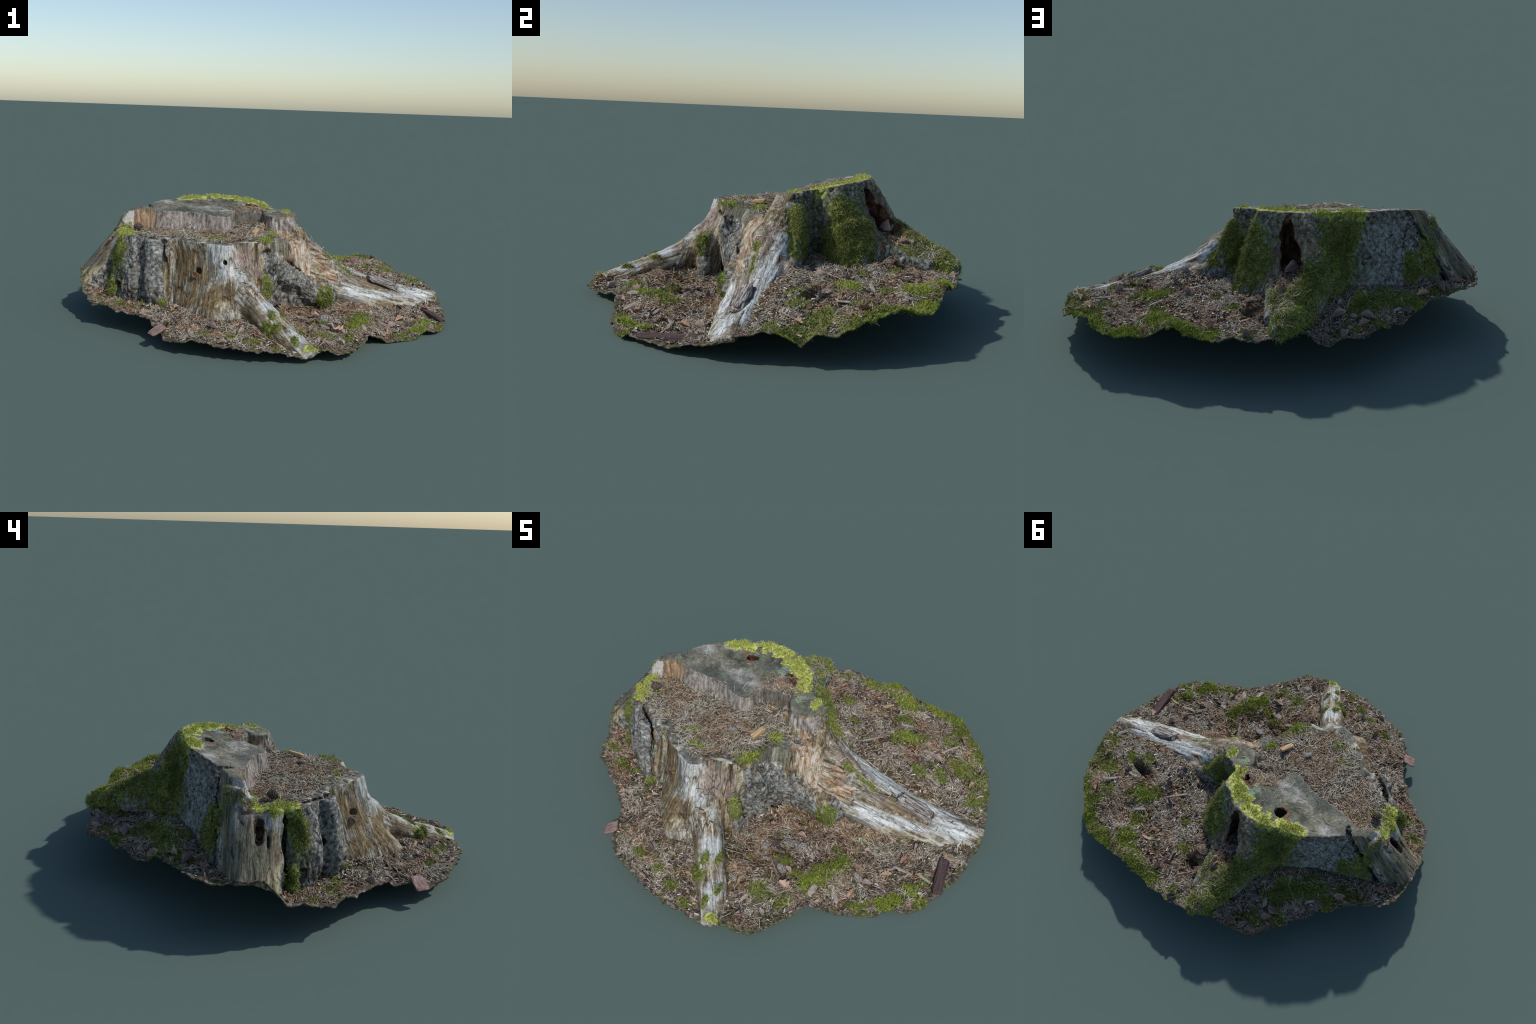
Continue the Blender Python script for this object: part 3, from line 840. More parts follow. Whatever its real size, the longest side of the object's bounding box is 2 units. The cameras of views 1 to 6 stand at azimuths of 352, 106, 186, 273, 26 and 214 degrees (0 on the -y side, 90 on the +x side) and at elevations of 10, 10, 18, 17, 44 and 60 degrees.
trunk_wood = wood_material("weathered_trunk_wood", (0, .3, 1), .07, .04, WHOLE, (
    ([(-.47, -.32, .33, .08, .08, .10), (-.40, -.37, .28, .07, .08, .10), (-.43, -.40, .18, .06, .1, .05), (-.34, -.5, .2, .06, .1, .07)], AMBER, .85, .5),
    ([(-.31, -.39, .42, .07, .06, .07), (-.27, -.44, .34, .04, .06, .08), (-.25, -.39, .43, .05, .05, .05), (-.21, -.44, .32, .05, .07, .08), (-.15, -.51, .24, .05, .06, .06)], SILVER, .75, .45),
    ([(-.17, -.38, .36, .07, .07, .10), (-.1, -.38, .34, .06, .07, .06)], ROSE, .85, .35),
    ([(-.90, .08, .33, .14, .12, .16), (-.75, .14, .45, .09, .06, .12)], OLIVE, .8, .35),
    ([(-.93, -.06, .22, .07, .03, .07)], [(.3, rgb(150, 140, 112)), (.5, rgb(186, 174, 146)), (.7, rgb(150, 160, 108))], .85, .3),
    ([(.12, -.04, .36, .1, .08, .08), (.2, -.06, .27, .08, .06, .06)], ORANGE, .85, .5),
    ([(.10, .03, .47, .06, .05, .06)], ORANGE, .6, .5),
    ([(.0, -.20, .42, .07, .07, .05), (.06, -.12, .40, .06, .06, .05)], OLIVE, .85, .4),
    ([(-.14, .45, .42, .1, .12, .16)], [(.36, rgb(50, 42, 36)), (.5, rgb(104, 92, 80)), (.64, rgb(148, 138, 124))], .8, .3)))
flank_wood = wood_material("weathered_flank_wood", (.62, 0, 1), .06, -.02, WHOLE, (
    ([(-.90, .08, .33, .14, .14, .16), (-.75, .14, .45, .09, .08, .12)], OLIVE, .75, .35),
    ([(-.80, -.02, .40, .04, .04, .07)], SILVER, .7, .4),
    ([(-.93, -.055, .23, .07, .02, .07)], [(.36, rgb(132, 122, 98)), (.5, rgb(186, 174, 146)), (.64, rgb(158, 166, 116))], .85, .3)))
east_wood = wood_material("bleached_root_wood", (1, .08, -.32), .05, .08, WHOLE, (
    ([(.50, .115, .24, .22, .055, .09), (.74, .125, .16, .22, .045, .05), (.30, .12, .33, .10, .05, .08)], SILVER, .95, .35),
    ([(.52, -.05, .13, .18, .035, .05), (.86, .05, .11, .16, .05, .04), (.70, -.01, .12, .14, .03, .03)], SILVER, .95, .3),
    ([(.66, .02, .16, .22, .03, .06), (.50, -.005, .22, .08, .025, .04)], DUN, .85, .3),
    ([(.27, -.03, .30, .08, .06, .06), (.34, -.06, .23, .06, .04, .05), (.38, .16, .26, .05, .05, .06)], ORANGE, .8, .55),
    ([(.30, .06, .36, .10, .06, .06)], ROSE, .6, .5)))
south_wood = wood_material("bleached_south_root_wood", (.45, -.8, -.38), .06, .06, WHOLE, (
    ([(-.06, -.61, .19, .07, .08, .04), (.03, -.76, .11, .05, .10, .04)], SILVER, .85, .4),
    ([(-.17, -.60, .12, .05, .12, .08)], AMBER, .75, .45)))


def bark_material():
    m = Nodes("furrowed_bark", .95, .2)
    s = m.vmath("ADD", m.along((0, 0, 1), .36), m.warp(7, .05))
    e = m.voronoi(s, 27)
    fine = m.voronoi(m.vmath("ADD", m.along((0, 0, 1), .6), m.warp(20, .03)), 80)
    n = m.noise(m.pos, 55, 7, .75)
    big = m.noise(m.pos, 9, 3, .6)
    col = m.ramp(n, [(.34, rgb(46, 44, 41)), (.44, rgb(100, 98, 94)), (.53, rgb(146, 146, 142)), (.65, rgb(194, 196, 194))])
    col = m.mix(m.math("MULTIPLY", m.edge(big, .48, .60), .65), col, m.ramp(n, [(.34, rgb(50, 43, 38)), (.49, rgb(112, 102, 94)), (.64, rgb(172, 164, 156))]))
    lichen = m.edge(m.noise(m.vmath("ADD", m.pos, (5, 0, 0)), 18, 6, .75), .52, .60)
    col = m.mix(m.math("MULTIPLY", lichen, .6), col, m.ramp(n, [(.36, rgb(88, 98, 92)), (.62, rgb(172, 182, 174))]))
    pale = m.math("MULTIPLY", m.blobs([(-.50, .34, .28, .10, .10, .12), (-.56, .30, .42, .10, .08, .10), (-.64, .27, .34, .06, .06, .10)], .8, 20, .5), .7)
    col = m.mix(pale, col, m.ramp(n, [(.34, rgb(84, 92, 88)), (.46, rgb(138, 146, 142)), (.58, rgb(176, 184, 180)), (.7, rgb(200, 206, 202))]))
    worn = m.edge(m.noise(m.pos, 6, 3, .6), .40, .58)
    col = m.mix(m.math("MULTIPLY", m.math("MULTIPLY", m.edge(e, .09, .0), worn), .85), col, rgb(32, 28, 26))
    col = m.mix(m.math("MULTIPLY", m.edge(fine, .08, .0), .35), col, rgb(40, 36, 34))
    col = m.mix(m.math("MULTIPLY", m.blobs([(-.2, .35, .3, .3, .3, .4), (-.80, -.12, .27, .07, .07, .2), (.1, .3, .35, .2, .2, .25)], .9, 14, .5), .6), col, m.ramp(n, [(.33, rgb(46, 52, 26)), (.50, rgb(84, 94, 46)), (.66, rgb(132, 140, 84))]))
    col = m.moss(col, WHOLE)
    m.bump(m.math("ADD", m.math("MULTIPLY", m.math("MULTIPLY", e, worn), 2.0), m.math("MULTIPLY", n, 1.2)), .8, .012)
    return m.done(col)


bark = bark_material()


def cut_material():
    m = Nodes("grey_sawn_surface", .9, .25)
    ring_c = m.vmath("MULTIPLY", m.vmath("SUBTRACT", m.pos, (-.33, .10, .55)), (1, 1, 0))
    r = m.math("ADD", m.vmath("LENGTH", ring_c), m.math("MULTIPLY", m.noise(m.pos, 7, 3), .03))
    rings = m.noise(m.vmath("MULTIPLY", m.vmath("ADD", (0, 0, 0), ring_c), (.001, .001, 0)), 1)
    n = m.node("ShaderNodeTexNoise", noise_dimensions="1D")
    m.put(n.inputs["W"], r)
    n.inputs["Scale"].default_value = 160
    a = m.math("ADD", m.math("MULTIPLY", m.noise(m.pos, 11, 5, .6), .6), m.math("MULTIPLY", m.noise(m.pos, 70, 4, .7), .4))
    f = m.math("ADD", m.math("MULTIPLY", n.outputs["Fac"], .14), m.math("MULTIPLY", a, .86))
    col = m.ramp(f, [(.38, rgb(58, 58, 51)), (.46, rgb(88, 88, 77)), (.54, rgb(114, 113, 100)), (.63, rgb(150, 147, 132))])
    col = m.mix(m.math("MULTIPLY", m.blobs([(-.43, .11, .54, .13, .05, .05), (-.30, .08, .53, .07, .06, .05), (-.15, .27, .57, .1, .06, .05)], .7, 11, .5), .6), col, m.ramp(a, [(.35, rgb(46, 50, 54)), (.6, rgb(88, 92, 92))]))
    col = m.mix(m.math("MULTIPLY", m.blobs([(-.57, .25, .575, .07, .04, .05), (-.42, .315, .59, .05, .03, .05), (-.29, .15, .55, .09, .05, .05)], .7, 14, .5), .7), col, m.ramp(a, [(.38, rgb(104, 102, 98)), (.6, rgb(192, 190, 188))]))
    col = m.mix(m.math("MULTIPLY", m.edge(m.noise(m.pos, 15, 4, .6), .52, .62), .45), col, m.ramp(a, [(.4, rgb(58, 72, 54)), (.6, rgb(112, 128, 98))]))
    col = m.mix(m.math("MULTIPLY", m.edge(m.noise(m.pos, 150, 3, .6), .60, .68), .5), col, rgb(40, 38, 34))
    col = m.mix(m.math("MULTIPLY", m.blobs([(-.10, .28, .58, .05, .025, .04), (-.13, .25, .575, .025, .02, .04), (.02, .13, .54, .03, .03, .03)], 1.0, 34, .3), .75), col, m.ramp(m.noise(m.pos, 90, 4, .7), [(.36, rgb(84, 96, 80)), (.6, rgb(150, 168, 142))]))
    col = m.mix(m.math("MULTIPLY", m.blobs([(-.345, .285, .575, .012, .03, .03), (-.31, .25, .57, .03, .01, .03)], .8, 34, .4), .65), col, rgb(138, 88, 54))
    col = m.mix(m.math("MULTIPLY", m.blobs([(-.13, .16, .555, .07, .025, .03), (-.08, .19, .56, .06, .03, .03)], .7, 22, .4), .7), col, m.ramp(a, [(.35, rgb(80, 60, 46)), (.6, rgb(140, 112, 94))]))
    col = m.moss(col, WHOLE, "y")
    m.bump(f, .5, .006)
    return m.done(col)


def split_material():
    m = Nodes("split_stave_wood", .85, .25)
    g = m.along((0, 0, 1), .09)
    a = m.math("ADD", m.math("MULTIPLY", m.noise(g, 75, 5, .7), .7), m.math("MULTIPLY", m.noise(m.pos, 45, 4, .7), .3))
    col = m.ramp(a, [(.34, rgb(58, 51, 45)), (.44, rgb(106, 98, 90)), (.54, rgb(142, 136, 130)), (.66, rgb(178, 174, 170))])
    o = m.ramp(a, [(.34, rgb(54, 41, 30)), (.45, rgb(116, 90, 64)), (.55, rgb(156, 128, 96)), (.68, rgb(198, 180, 154))])
    col = m.mix(m.math("MULTIPLY", m.blobs([(-.66, .10, .50, .065, .06, .1), (-.02, .09, .48, .04, .05, .05)], .6, 24, .4), .8), col, o)
    col = m.mix(m.blobs([(-.745, .09, .5, .03, .05, .1)], .2, 18, .25), col, m.ramp(a, [(.35, rgb(128, 122, 116)), (.6, rgb(190, 188, 184))]))
    col = m.mix(m.math("MULTIPLY", m.blobs([(-.10, .12, .49, .10, .05, .07)], .5, 22, .4), .75), col, m.ramp(a, [(.35, rgb(40, 38, 32)), (.6, rgb(96, 92, 78))]))
    m.bump(a, .7, .01)
    return m.done(col)


def soil_material(name, ledge=False):
    m = Nodes(name, 1.0, .1)
    n = m.noise(m.pos, 60, 6, .7)
    v = m.voronoi(m.vmath("ADD", m.pos, m.warp(12, .03)), 95, "F1", "Color")
    pick = m.node("ShaderNodeSeparateColor")
    m.put(pick.inputs[0], v)
    col = m.ramp(n, [(.36, rgb(34, 30, 27)), (.46, rgb(78, 70, 63)), (.55, rgb(116, 106, 97)), (.64, rgb(164, 154, 144))])
    chips = m.ramp(pick.outputs[0], [(.0, rgb(36, 31, 27)), (.3, rgb(92, 76, 64)), (.6, rgb(104, 96, 88)), (.85, rgb(152, 142, 132)), (1.0, rgb(186, 180, 174))])
    col = m.mix(.5, col, chips)
    red = m.edge(m.noise(m.pos, 5, 3, .6), .55, .68)
    col = m.mix(m.math("MULTIPLY", red, .25), col, m.ramp(n, [(.36, rgb(50, 33, 25)), (.62, rgb(142, 100, 78))]))
    green = m.edge(m.noise(m.vmath("ADD", m.pos, (3, 1, 2)), 9, 5, .7), .47, .57)
    col = m.mix(m.math("MULTIPLY", green, .6), col, m.ramp(n, [(.36, rgb(36, 40, 20)), (.62, rgb(104, 110, 58))]))
    if ledge:
        bare = m.blobs([(-.62, -.16, .45, .10, .035, .03), (-.54, -.22, .45, .08, .025, .03), (-.45, -.285, .45, .07, .03, .03),
                        (-.36, -.345, .45, .07, .03, .03), (-.28, -.365, .45, .05, .035, .03), (-.70, -.11, .45, .03, .02, .03),
                        (.09, -.07, .43, .10, .05, .05), (-.14, -.325, .45, .06, .02, .03)], .35, 20, .3)
        col = m.mix(bare, col, m.ramp(m.noise(m.pos, 24, 4, .6), [(.35, rgb(66, 72, 72)), (.5, rgb(120, 120, 110)), (.62, rgb(196, 192, 178))]))
    col = m.moss(col, WHOLE, "ygb")
    m.bump(m.math("ADD", n, m.math("MULTIPLY", pick.outputs[1], .6)), .8, .012)
    return m.done(col)


def rot_material():
    m = Nodes("rotten_heartwood", .95, .15)
    a = m.noise(m.along((0, 0, 1), .35), 38, 5, .65)
    col = m.ramp(a, [(.34, rgb(30, 20, 16)), (.48, rgb(70, 47, 35)), (.58, rgb(104, 76, 58)), (.68, rgb(138, 110, 88))])
    m.bump(a, .8, .012)
    return m.done(col)


sawn, split, ledge_soil, rot = cut_material(), split_material(), soil_material("ledge_litter", True), rot_material()
floor_soil = soil_material("forest_soil")
REGION_MATERIAL = {WOOD: trunk_wood, BARK: bark, UPCUT: sawn, LOCUT: ledge_soil, SPLIT: split, EROOT: east_wood, SROOT: south_wood, NROOT: bark, ROT: rot, FLANK: flank_wood}
REGION_PART = {WOOD: "trunk", BARK: "trunk_bark", UPCUT: "upper_saw_cut", LOCUT: "lower_saw_cut", SPLIT: "split_face", EROOT: "root", SROOT: "root", NROOT: "root", ROT: "rotten_hollow", FLANK: "trunk_flank"}

# --------------------------------------------------------------------------- objects
thing = bpy.data.objects.new("tree_stump", None)
bpy.context.scene.collection.objects.link(thing)
thing["label"] = "weathered mossy sawn tree stump on a ragged patch of forest floor"
thing["category"] = "tree stump"


def make(name, V, F, mats, parent=thing, smooth=True, normals=None, slots=None, stuff=False):
    me = bpy.data.meshes.new(name)
    F = np.asarray(F)
    me.vertices.add(len(V))
    me.vertices.foreach_set("co", np.asarray(V, np.float32).ravel())
    me.loops.add(F.size)
    me.loops.foreach_set("vertex_index", F.ravel().astype(np.int32))
    me.polygons.add(len(F))
    me.polygons.foreach_set("loop_start", np.arange(0, F.size, F.shape[1], dtype=np.int32))
    for mt in mats:
        me.materials.append(mt)
    if slots is not None:
        me.polygons.foreach_set("material_index", np.asarray(slots, np.int32))
    me.update(calc_edges=True)
    me.validate()
    me.polygons.foreach_set("use_smooth", np.full(len(me.polygons), smooth))
    if normals is not None:
        me.normals_split_custom_set_from_vertices([tuple(n) for n in normals])
    o = bpy.data.objects.new(name, me)
    bpy.context.scene.collection.objects.link(o)
    o.parent = parent
    if stuff:
        o["kind"] = "stuff"
    return o


face_region = np.array([np.bincount(r, minlength=10).argmax() for r in region[quads]])
for _ in range(2):  # drop stray single faces
    votes = np.zeros((len(V), 10))
    for k in range(4):
        np.add.at(votes, (quads[:, k], face_region), 1)
    face_region = votes[quads].sum(1).argmax(1)
for r in range(10):
    sel = quads[face_region == r]
    if len(sel):
        used, inv = np.unique(sel, return_inverse=True)
        make(REGION_PART[r], V[used], inv.reshape(-1, 4), [REGION_MATERIAL[r]], normals=NV[used])

# --------------------------------------------------------------------------- forest floor sheet
NA, NR = 1000, 150
ang = np.linspace(0, 2 * np.pi, NA, endpoint=False)
R, RZ = rim_radius(ang)
R = R * .998
ring = np.stack([np.cos(ang), np.sin(ang), np.zeros(NA)], -1)
jag = .012 * perlin(ring * 22, 81) + .022 * np.abs(perlin(ring * 40, 82)) - .008
s = (np.linspace(.12, 1, NR) ** .8)
rr = s[:, None] * (R + jag * 1.0)[None, :]
rr = np.where(s[:, None] < .9, s[:, None] * R[None, :] + (s[:, None] ** 6) * jag[None, :], rr)
fx, fy = (rr * np.cos(ang)).ravel(), (rr * np.sin(ang)).ravel()
fz = floor_height(fx, fy) + floor_relief(fx, fy)
edge_w = smooth01(np.repeat(s, NA), .93, 1)
fz = fz + edge_w * np.tile(.016 * perlin(ring * 16, 83) + .007, NR)
fz = np.maximum(fz, .001)
top = np.stack([fx, fy, fz], -1)
thick = .006 + .002 * np.tile(perlin(ring * 9, 84), NR)
under = top - np.stack([np.zeros_like(fz), np.zeros_like(fz), thick], -1)
under[:, 2] = np.maximum(under[:, 2], .0)
i, j = np.meshgrid(np.arange(NR - 1), np.arange(NA), indexing="ij")
a = (i * NA + j).ravel()
b = (i * NA + (j + 1) % NA).ravel()
c, d = a + NA, b + NA
M = NR * NA
Ft = np.stack([a, c, d, b], 1)
Fb = np.stack([a, b, d, c], 1) + M
last = (NR - 1) * NA + np.arange(NA)
nxt = (NR - 1) * NA + (np.arange(NA) + 1) % NA
Fs = np.stack([last, last + M, nxt + M, nxt], 1)
make("forest_floor", np.concatenate([top, under]), np.concatenate([Ft, Fb, Fs]), [floor_soil])

# --------------------------------------------------------------------------- scattering
def sample_faces(V, F, n, weight=None):
    area = .5 * np.linalg.norm(np.cross(V[F[:, 2]] - V[F[:, 0]], V[F[:, 3]] - V[F[:, 1]]), axis=1)
    w = area if weight is None else area * weight
    pick = rng.choice(len(F), n, p=w / w.sum())
    u, v = rng.random((n, 1)), rng.random((n, 1))
    q = V[F[pick]]
    p = q[:, 0] * (1 - u) * (1 - v) + q[:, 1] * u * (1 - v) + q[:, 2] * u * v + q[:, 3] * (1 - u) * v
    nn = np.cross(q[:, 2] - q[:, 0], q[:, 3] - q[:, 1])
    return p, nn / (np.linalg.norm(nn, axis=1, keepdims=True) + 1e-12)


def strands(P0, D, U, length, width, bend, taper=.35, rings=3):
    """Bent three-sided needles from P0 along D, bending towards U."""
    n = len(P0)
    side = np.cross(D, U)
    side /= np.linalg.norm(side, axis=1, keepdims=True) + 1e-9
    upv = np.cross(side, D)
    V = np.zeros((n, rings, 3, 3))
    for k in range(rings):
        t = k / (rings - 1)
        c = P0 + D * (length * t)[:, None] + U * (bend * length * t * t)[:, None]
        w = width * (1 - (1 - taper) * t)
        for e in range(3):
            an = 2 * np.pi * e / 3 + .5
            V[:, k, e] = c + (side * math.cos(an) + upv * math.sin(an)) * w[:, None]
    base = np.arange(n)[:, None, None] * rings * 3
    F = []
    for k in range(rings - 1):
        for e in range(3):
            F.append([k * 3 + e, k * 3 + (e + 1) % 3, (k + 1) * 3 + (e + 1) % 3, (k + 1) * 3 + e])
    F = (base + np.array(F)[None]).reshape(-1, 4)
    return V.reshape(-1, 3), F


def island_material(name, stops, noise_stops=None, rough=.8, translucent=0):
    m = Nodes(name, rough, .2)
    g = m.node("ShaderNodeNewGeometry")
    f = g.outputs["Random Per Island"]
    col = m.ramp(f, stops)
    if noise_stops:
        col = m.mix(m.edge(m.noise(m.pos, 6, 3, .6), .45, .62), col, m.ramp(f, noise_stops))
    m.done(col)
    if translucent:
        tr = m.node("ShaderNodeBsdfTranslucent")
        m.put(tr.inputs["Color"], col)
        mx = m.node("ShaderNodeMixShader")
        mx.inputs[0].default_value = translucent
        m.t.links.new(m.out.outputs[0], mx.inputs[1])
        m.t.links.new(tr.outputs[0], mx.inputs[2])
        m.t.links.new(mx.outputs[0], m.t.nodes["Material Output"].inputs["Surface"])
    return m.mat


needle_mat = island_material("dry_pine_needles",  # palette tinted warmer to counter the sky's bluish light
                             [(0, rgb(78, 71, 60)), (.2, rgb(128, 117, 101)), (.45, rgb(163, 153, 136)), (.7, rgb(194, 186, 170)), (1, rgb(226, 221, 208))],
                             [(0, rgb(86, 69, 53)), (.3, rgb(146, 120, 96)), (.6, rgb(174, 152, 127)), (.85, rgb(196, 180, 159)), (1, rgb(218, 208, 190))])
flake_mat = island_material("leaf_flakes",
                            [(0, rgb(40, 34, 29)), (.3, rgb(84, 70, 57)), (.5, rgb(122, 102, 84)), (.7, rgb(150, 132, 116)), (.88, rgb(184, 172, 162)), (1, rgb(212, 206, 202))],
                            [(0, rgb(50, 36, 27)), (.4, rgb(108, 76, 54)), (.7, rgb(150, 114, 86)), (1, rgb(192, 168, 146))])


def lay_needles(name, V, F, count, weight, lmin=.016, lmax=.046, lift=.005, thin=.0008, thick=.0016, mat=None, flat=False):
    p, n = sample_faces(V, F, count, weight)
    keep = (n[:, 2] > .35)
    p, n = p[keep], n[keep]
    th = rng.random(len(p)) * 2 * np.pi
    swirl = 2.2 * perlin(p * 6, 91)
    th = np.where(rng.random(len(p)) < .55, swirl * 3 + rng.normal(0, .5, len(p)), th)
    d = np.stack([np.cos(th), np.sin(th), np.zeros(len(p))], -1)
    d -= n * (d * n).sum(1, keepdims=True)
    d += n * rng.normal(.04, .16, len(p))[:, None]
    d /= np.linalg.norm(d, axis=1, keepdims=True)
    L = rng.uniform(lmin, lmax, len(p))
    start = p - d * (L * .5)[:, None] + n * rng.uniform(.0, lift, len(p))[:, None]
    sv, sf = strands(start, d, n, L, rng.uniform(thin, thick, len(p)), rng.normal(0, .16, len(p)), .6)
    make(name, sv, sf, [mat or needle_mat], stuff=True)


fc = top[Ft].mean(1)
inside = inside_body(fc[:, 0], fc[:, 1], fc[:, 2] + .006)
mossf = moss_amount(fc)
tufted = np.clip(.30 + 2.4 * fbm(np.stack([fc[:, 0], fc[:, 1], 0 * fc[:, 0]], -1) * 11, 95, 2), .07, 1)
burrow = np.minimum(((fc[:, 0] - .6) / .07) ** 2 + ((fc[:, 1] - .342) / .03) ** 2, ((fc[:, 0] - .015) / .03) ** 2 + ((fc[:, 1] - .64) / .03) ** 2)
wf = (burrow > 1) * (inside > .004) * (1 - .93 * np.clip(mossf * 2, 0, 1)) * (fc[:, 2] > .001) * (np.repeat(s[:-1], NA) < .975)
wn = wf * tufted
lay_needles("pine_needles", top, Ft, 19500, wn, .016, .046, .005, .0007, .0014)
lay_needles("leaf_flakes", top, Ft, 6500, wf, .008, .024, .004, .0022, .0055, flake_mat)
lsel = quads[face_region == LOCUT]
lc = V[lsel].mean(1)
rim_gap = -polygon_distance(closed_spline(wall_columns(.45)), lc[:, 0], lc[:, 1])
lay_needles("ledge_needles", V, lsel, 3600, smooth01(rim_gap, .02, .06) * (1 - .6 * np.clip(moss_amount(lc) * 1.5, 0, 1)))
usel = quads[np.isin(face_region, (UPCUT,))]
uc = V[usel].mean(1)
lay_needles("ledge_flakes", V, lsel, 500, smooth01(rim_gap, .02, .06), .008, .02, .003, .002, .004, flake_mat)
lay_needles("cut_needles", V, usel, 260, np.exp(-((uc[:, 0] + .1) / .09) ** 2 - ((uc[:, 1] - .17) / .05) ** 2) + .03)
csel = quads[np.isin(face_region, (ROT, NROOT, EROOT, SROOT))]
cc = V[csel].mean(1)
lay_needles("stray_needles", V, csel, 700, (NV[csel].mean(1)[:, 2] > .55) * (.15 + 3 * ((np.abs(cc[:, 0] + .13) < .06) & (cc[:, 1] > .4))))

moss_mats = {"g": island_material("moss_green", [(0, rgb(80, 86, 44)), (.35, rgb(134, 143, 78)), (.75, rgb(178, 183, 110)), (1, rgb(212, 211, 158))], [(0, rgb(70, 80, 40)), (.5, rgb(118, 132, 66)), (1, rgb(164, 172, 100))], translucent=.3),  # base colours lightened to offset shade the strands cast on each other
             "b": island_material("moss_bright", [(0, rgb(98, 112, 42)), (.4, rgb(152, 170, 64)), (.8, rgb(190, 202, 92)), (1, rgb(212, 214, 138))], [(0, rgb(82, 96, 40)), (.5, rgb(128, 146, 60)), (1, rgb(180, 186, 108))], translucent=.25),
             "y": island_material("moss_yellow", [(0, rgb(114, 122, 58)), (.35, rgb(178, 188, 84)), (.75, rgb(210, 216, 112)), (1, rgb(238, 238, 182))], translucent=.25)}


def grow_moss(kind, V, F, count, name, lmin=.007, lmax=.018, spread=.7):
    cen = V[F].mean(1)
    w = np.clip(moss_amount(cen, kind) * 1.6 - .2, 0, 1)
    if w.sum() == 0:
        return
    nrm = np.cross(V[F[:, 2]] - V[F[:, 0]], V[F[:, 3]] - V[F[:, 1]])
    ins = inside_body(cen[:, 0], cen[:, 1], cen[:, 2] + .004) > .002
    w = w * (ins | (nrm[:, 2] <= 0) | (V is not top))
    p, n = sample_faces(V, F, count, w)
    d = n * 1.0 + rng.normal(0, spread, (len(p), 3)) + np.array([0, 0, .1])
    d /= np.linalg.norm(d, axis=1, keepdims=True)
    droop = np.tile(np.array([[0, 0, -1.0]]), (len(p), 1)) * (1 - np.clip(n[:, 2:3], 0, 1)) + rng.normal(0, .5, (len(p), 3))
    L = rng.uniform(lmin, lmax, len(p))
    sv, sf = strands(p - n * .002, d, droop, L, rng.uniform(.0009, .0018, len(p)), rng.uniform(.2, .6, len(p)), .3)
    make(name, sv, sf, [moss_mats[kind]], stuff=True)


body_not_ledge = quads
grow_moss("y", V, quads, 7000, "yellow_moss", .006, .016, 1.8)
grow_moss("g", V, quads, 26000, "green_moss")
grow_moss("b", V, quads, 2500, "ledge_moss")
grow_moss("b", top, Ft, 14000, "floor_moss")
grow_moss("g", top, Ft, 14000, "floor_green_moss")


# --------------------------------------------------------------------------- leaves, chips, twigs, cone
def frame_at(x, y):
    """Floor point and normal."""
    x, y = np.array([x]), np.array([y])
    f = lambda a, b: floor_height(a, b) + floor_relief(a, b)
    e = .012
    z = f(x, y)
    n = np.array([-(f(x + e, y) - f(x - e, y))[0] / (2 * e), -(f(x, y + e) - f(x, y - e))[0] / (2 * e), 1])
    return Vector((x[0], y[0], z[0])), Vector(n / np.linalg.norm(n))


def leaf_mesh(name, lobes, width, curl, mat):
    nu, nv = 15, 5
    top_v = []
    for a in range(nu):
        t = a / (nu - 1)
        w = width * (math.sin(math.pi * (.04 + .92 * t)) ** .8) * (1 + lobes * math.cos(2 * math.pi * 4 * t)) * (.55 + .75 * t if t < .6 else 1)
        for b in range(nv):
            u = (b / (nv - 1) - .5) * 2
            x = (t - .5)
            z = curl * (u * u * w * 1.6) + curl * .5 * (x * x) + .03 * math.sin(9 * t + 3 * u)
            top_v.append((x, u * w * .5, z))
    tv = np.array(top_v)
    bv = tv - np.array([0, 0, .018])
    F = []
    for a in range(nu - 1):
        for b in range(nv - 1):
            k = a * nv + b
            F.append([k, k + nv, k + nv + 1, k + 1])
            F.append([len(tv) + k, len(tv) + k + 1, len(tv) + k + nv + 1, len(tv) + k + nv])
    loop = [b for b in range(nv)] + [a * nv + nv - 1 for a in range(1, nu)] + [(nu - 1) * nv + b for b in range(nv - 2, -1, -1)] + [a * nv for a in range(nu - 2, 0, -1)]
    for k in range(len(loop)):
        p, q = loop[k], loop[(k + 1) % len(loop)]
        F.append([p, q, q + len(tv), p + len(tv)])
    me = bpy.data.meshes.new(name)
    me.from_pydata([tuple(v) for v in np.concatenate([tv, bv])], [], F)
    me.materials.append(mat)
    me.update()
    for p in me.polygons:
        p.use_smooth = True
    return me


def leaf_material(name, c0, c1):
    m = Nodes(name, .7, .3)
    info = m.node("ShaderNodeObjectInfo")
    n = m.noise(m.pos, 5, 4, .6)
    col = m.mix(info.outputs["Random"], m.ramp(n, [(.35, c0), (.65, c1)]), m.ramp(n, [(.35, c1), (.7, rgb(182, 164, 150))]))
    return m.done(col)


leaf_mats = [leaf_material("dry_leaf_tan", rgb(112, 82, 64), rgb(160, 128, 106)), leaf_material("dry_leaf_mauve", rgb(104, 86, 82), rgb(150, 132, 128)),
             leaf_material("dry_leaf_rust", rgb(88, 54, 36), rgb(138, 90, 60))]
leaf_shapes = [leaf_mesh("oak_leaf", .28, .55, .5, leaf_mats[0]), leaf_mesh("leaf", 0, .5, .8, leaf_mats[1]), leaf_mesh("leaf_rust", 0, .42, -.6, leaf_mats[2]),
               leaf_mesh("oak_leaf_mauve", .25, .6, -.7, leaf_mats[1])]


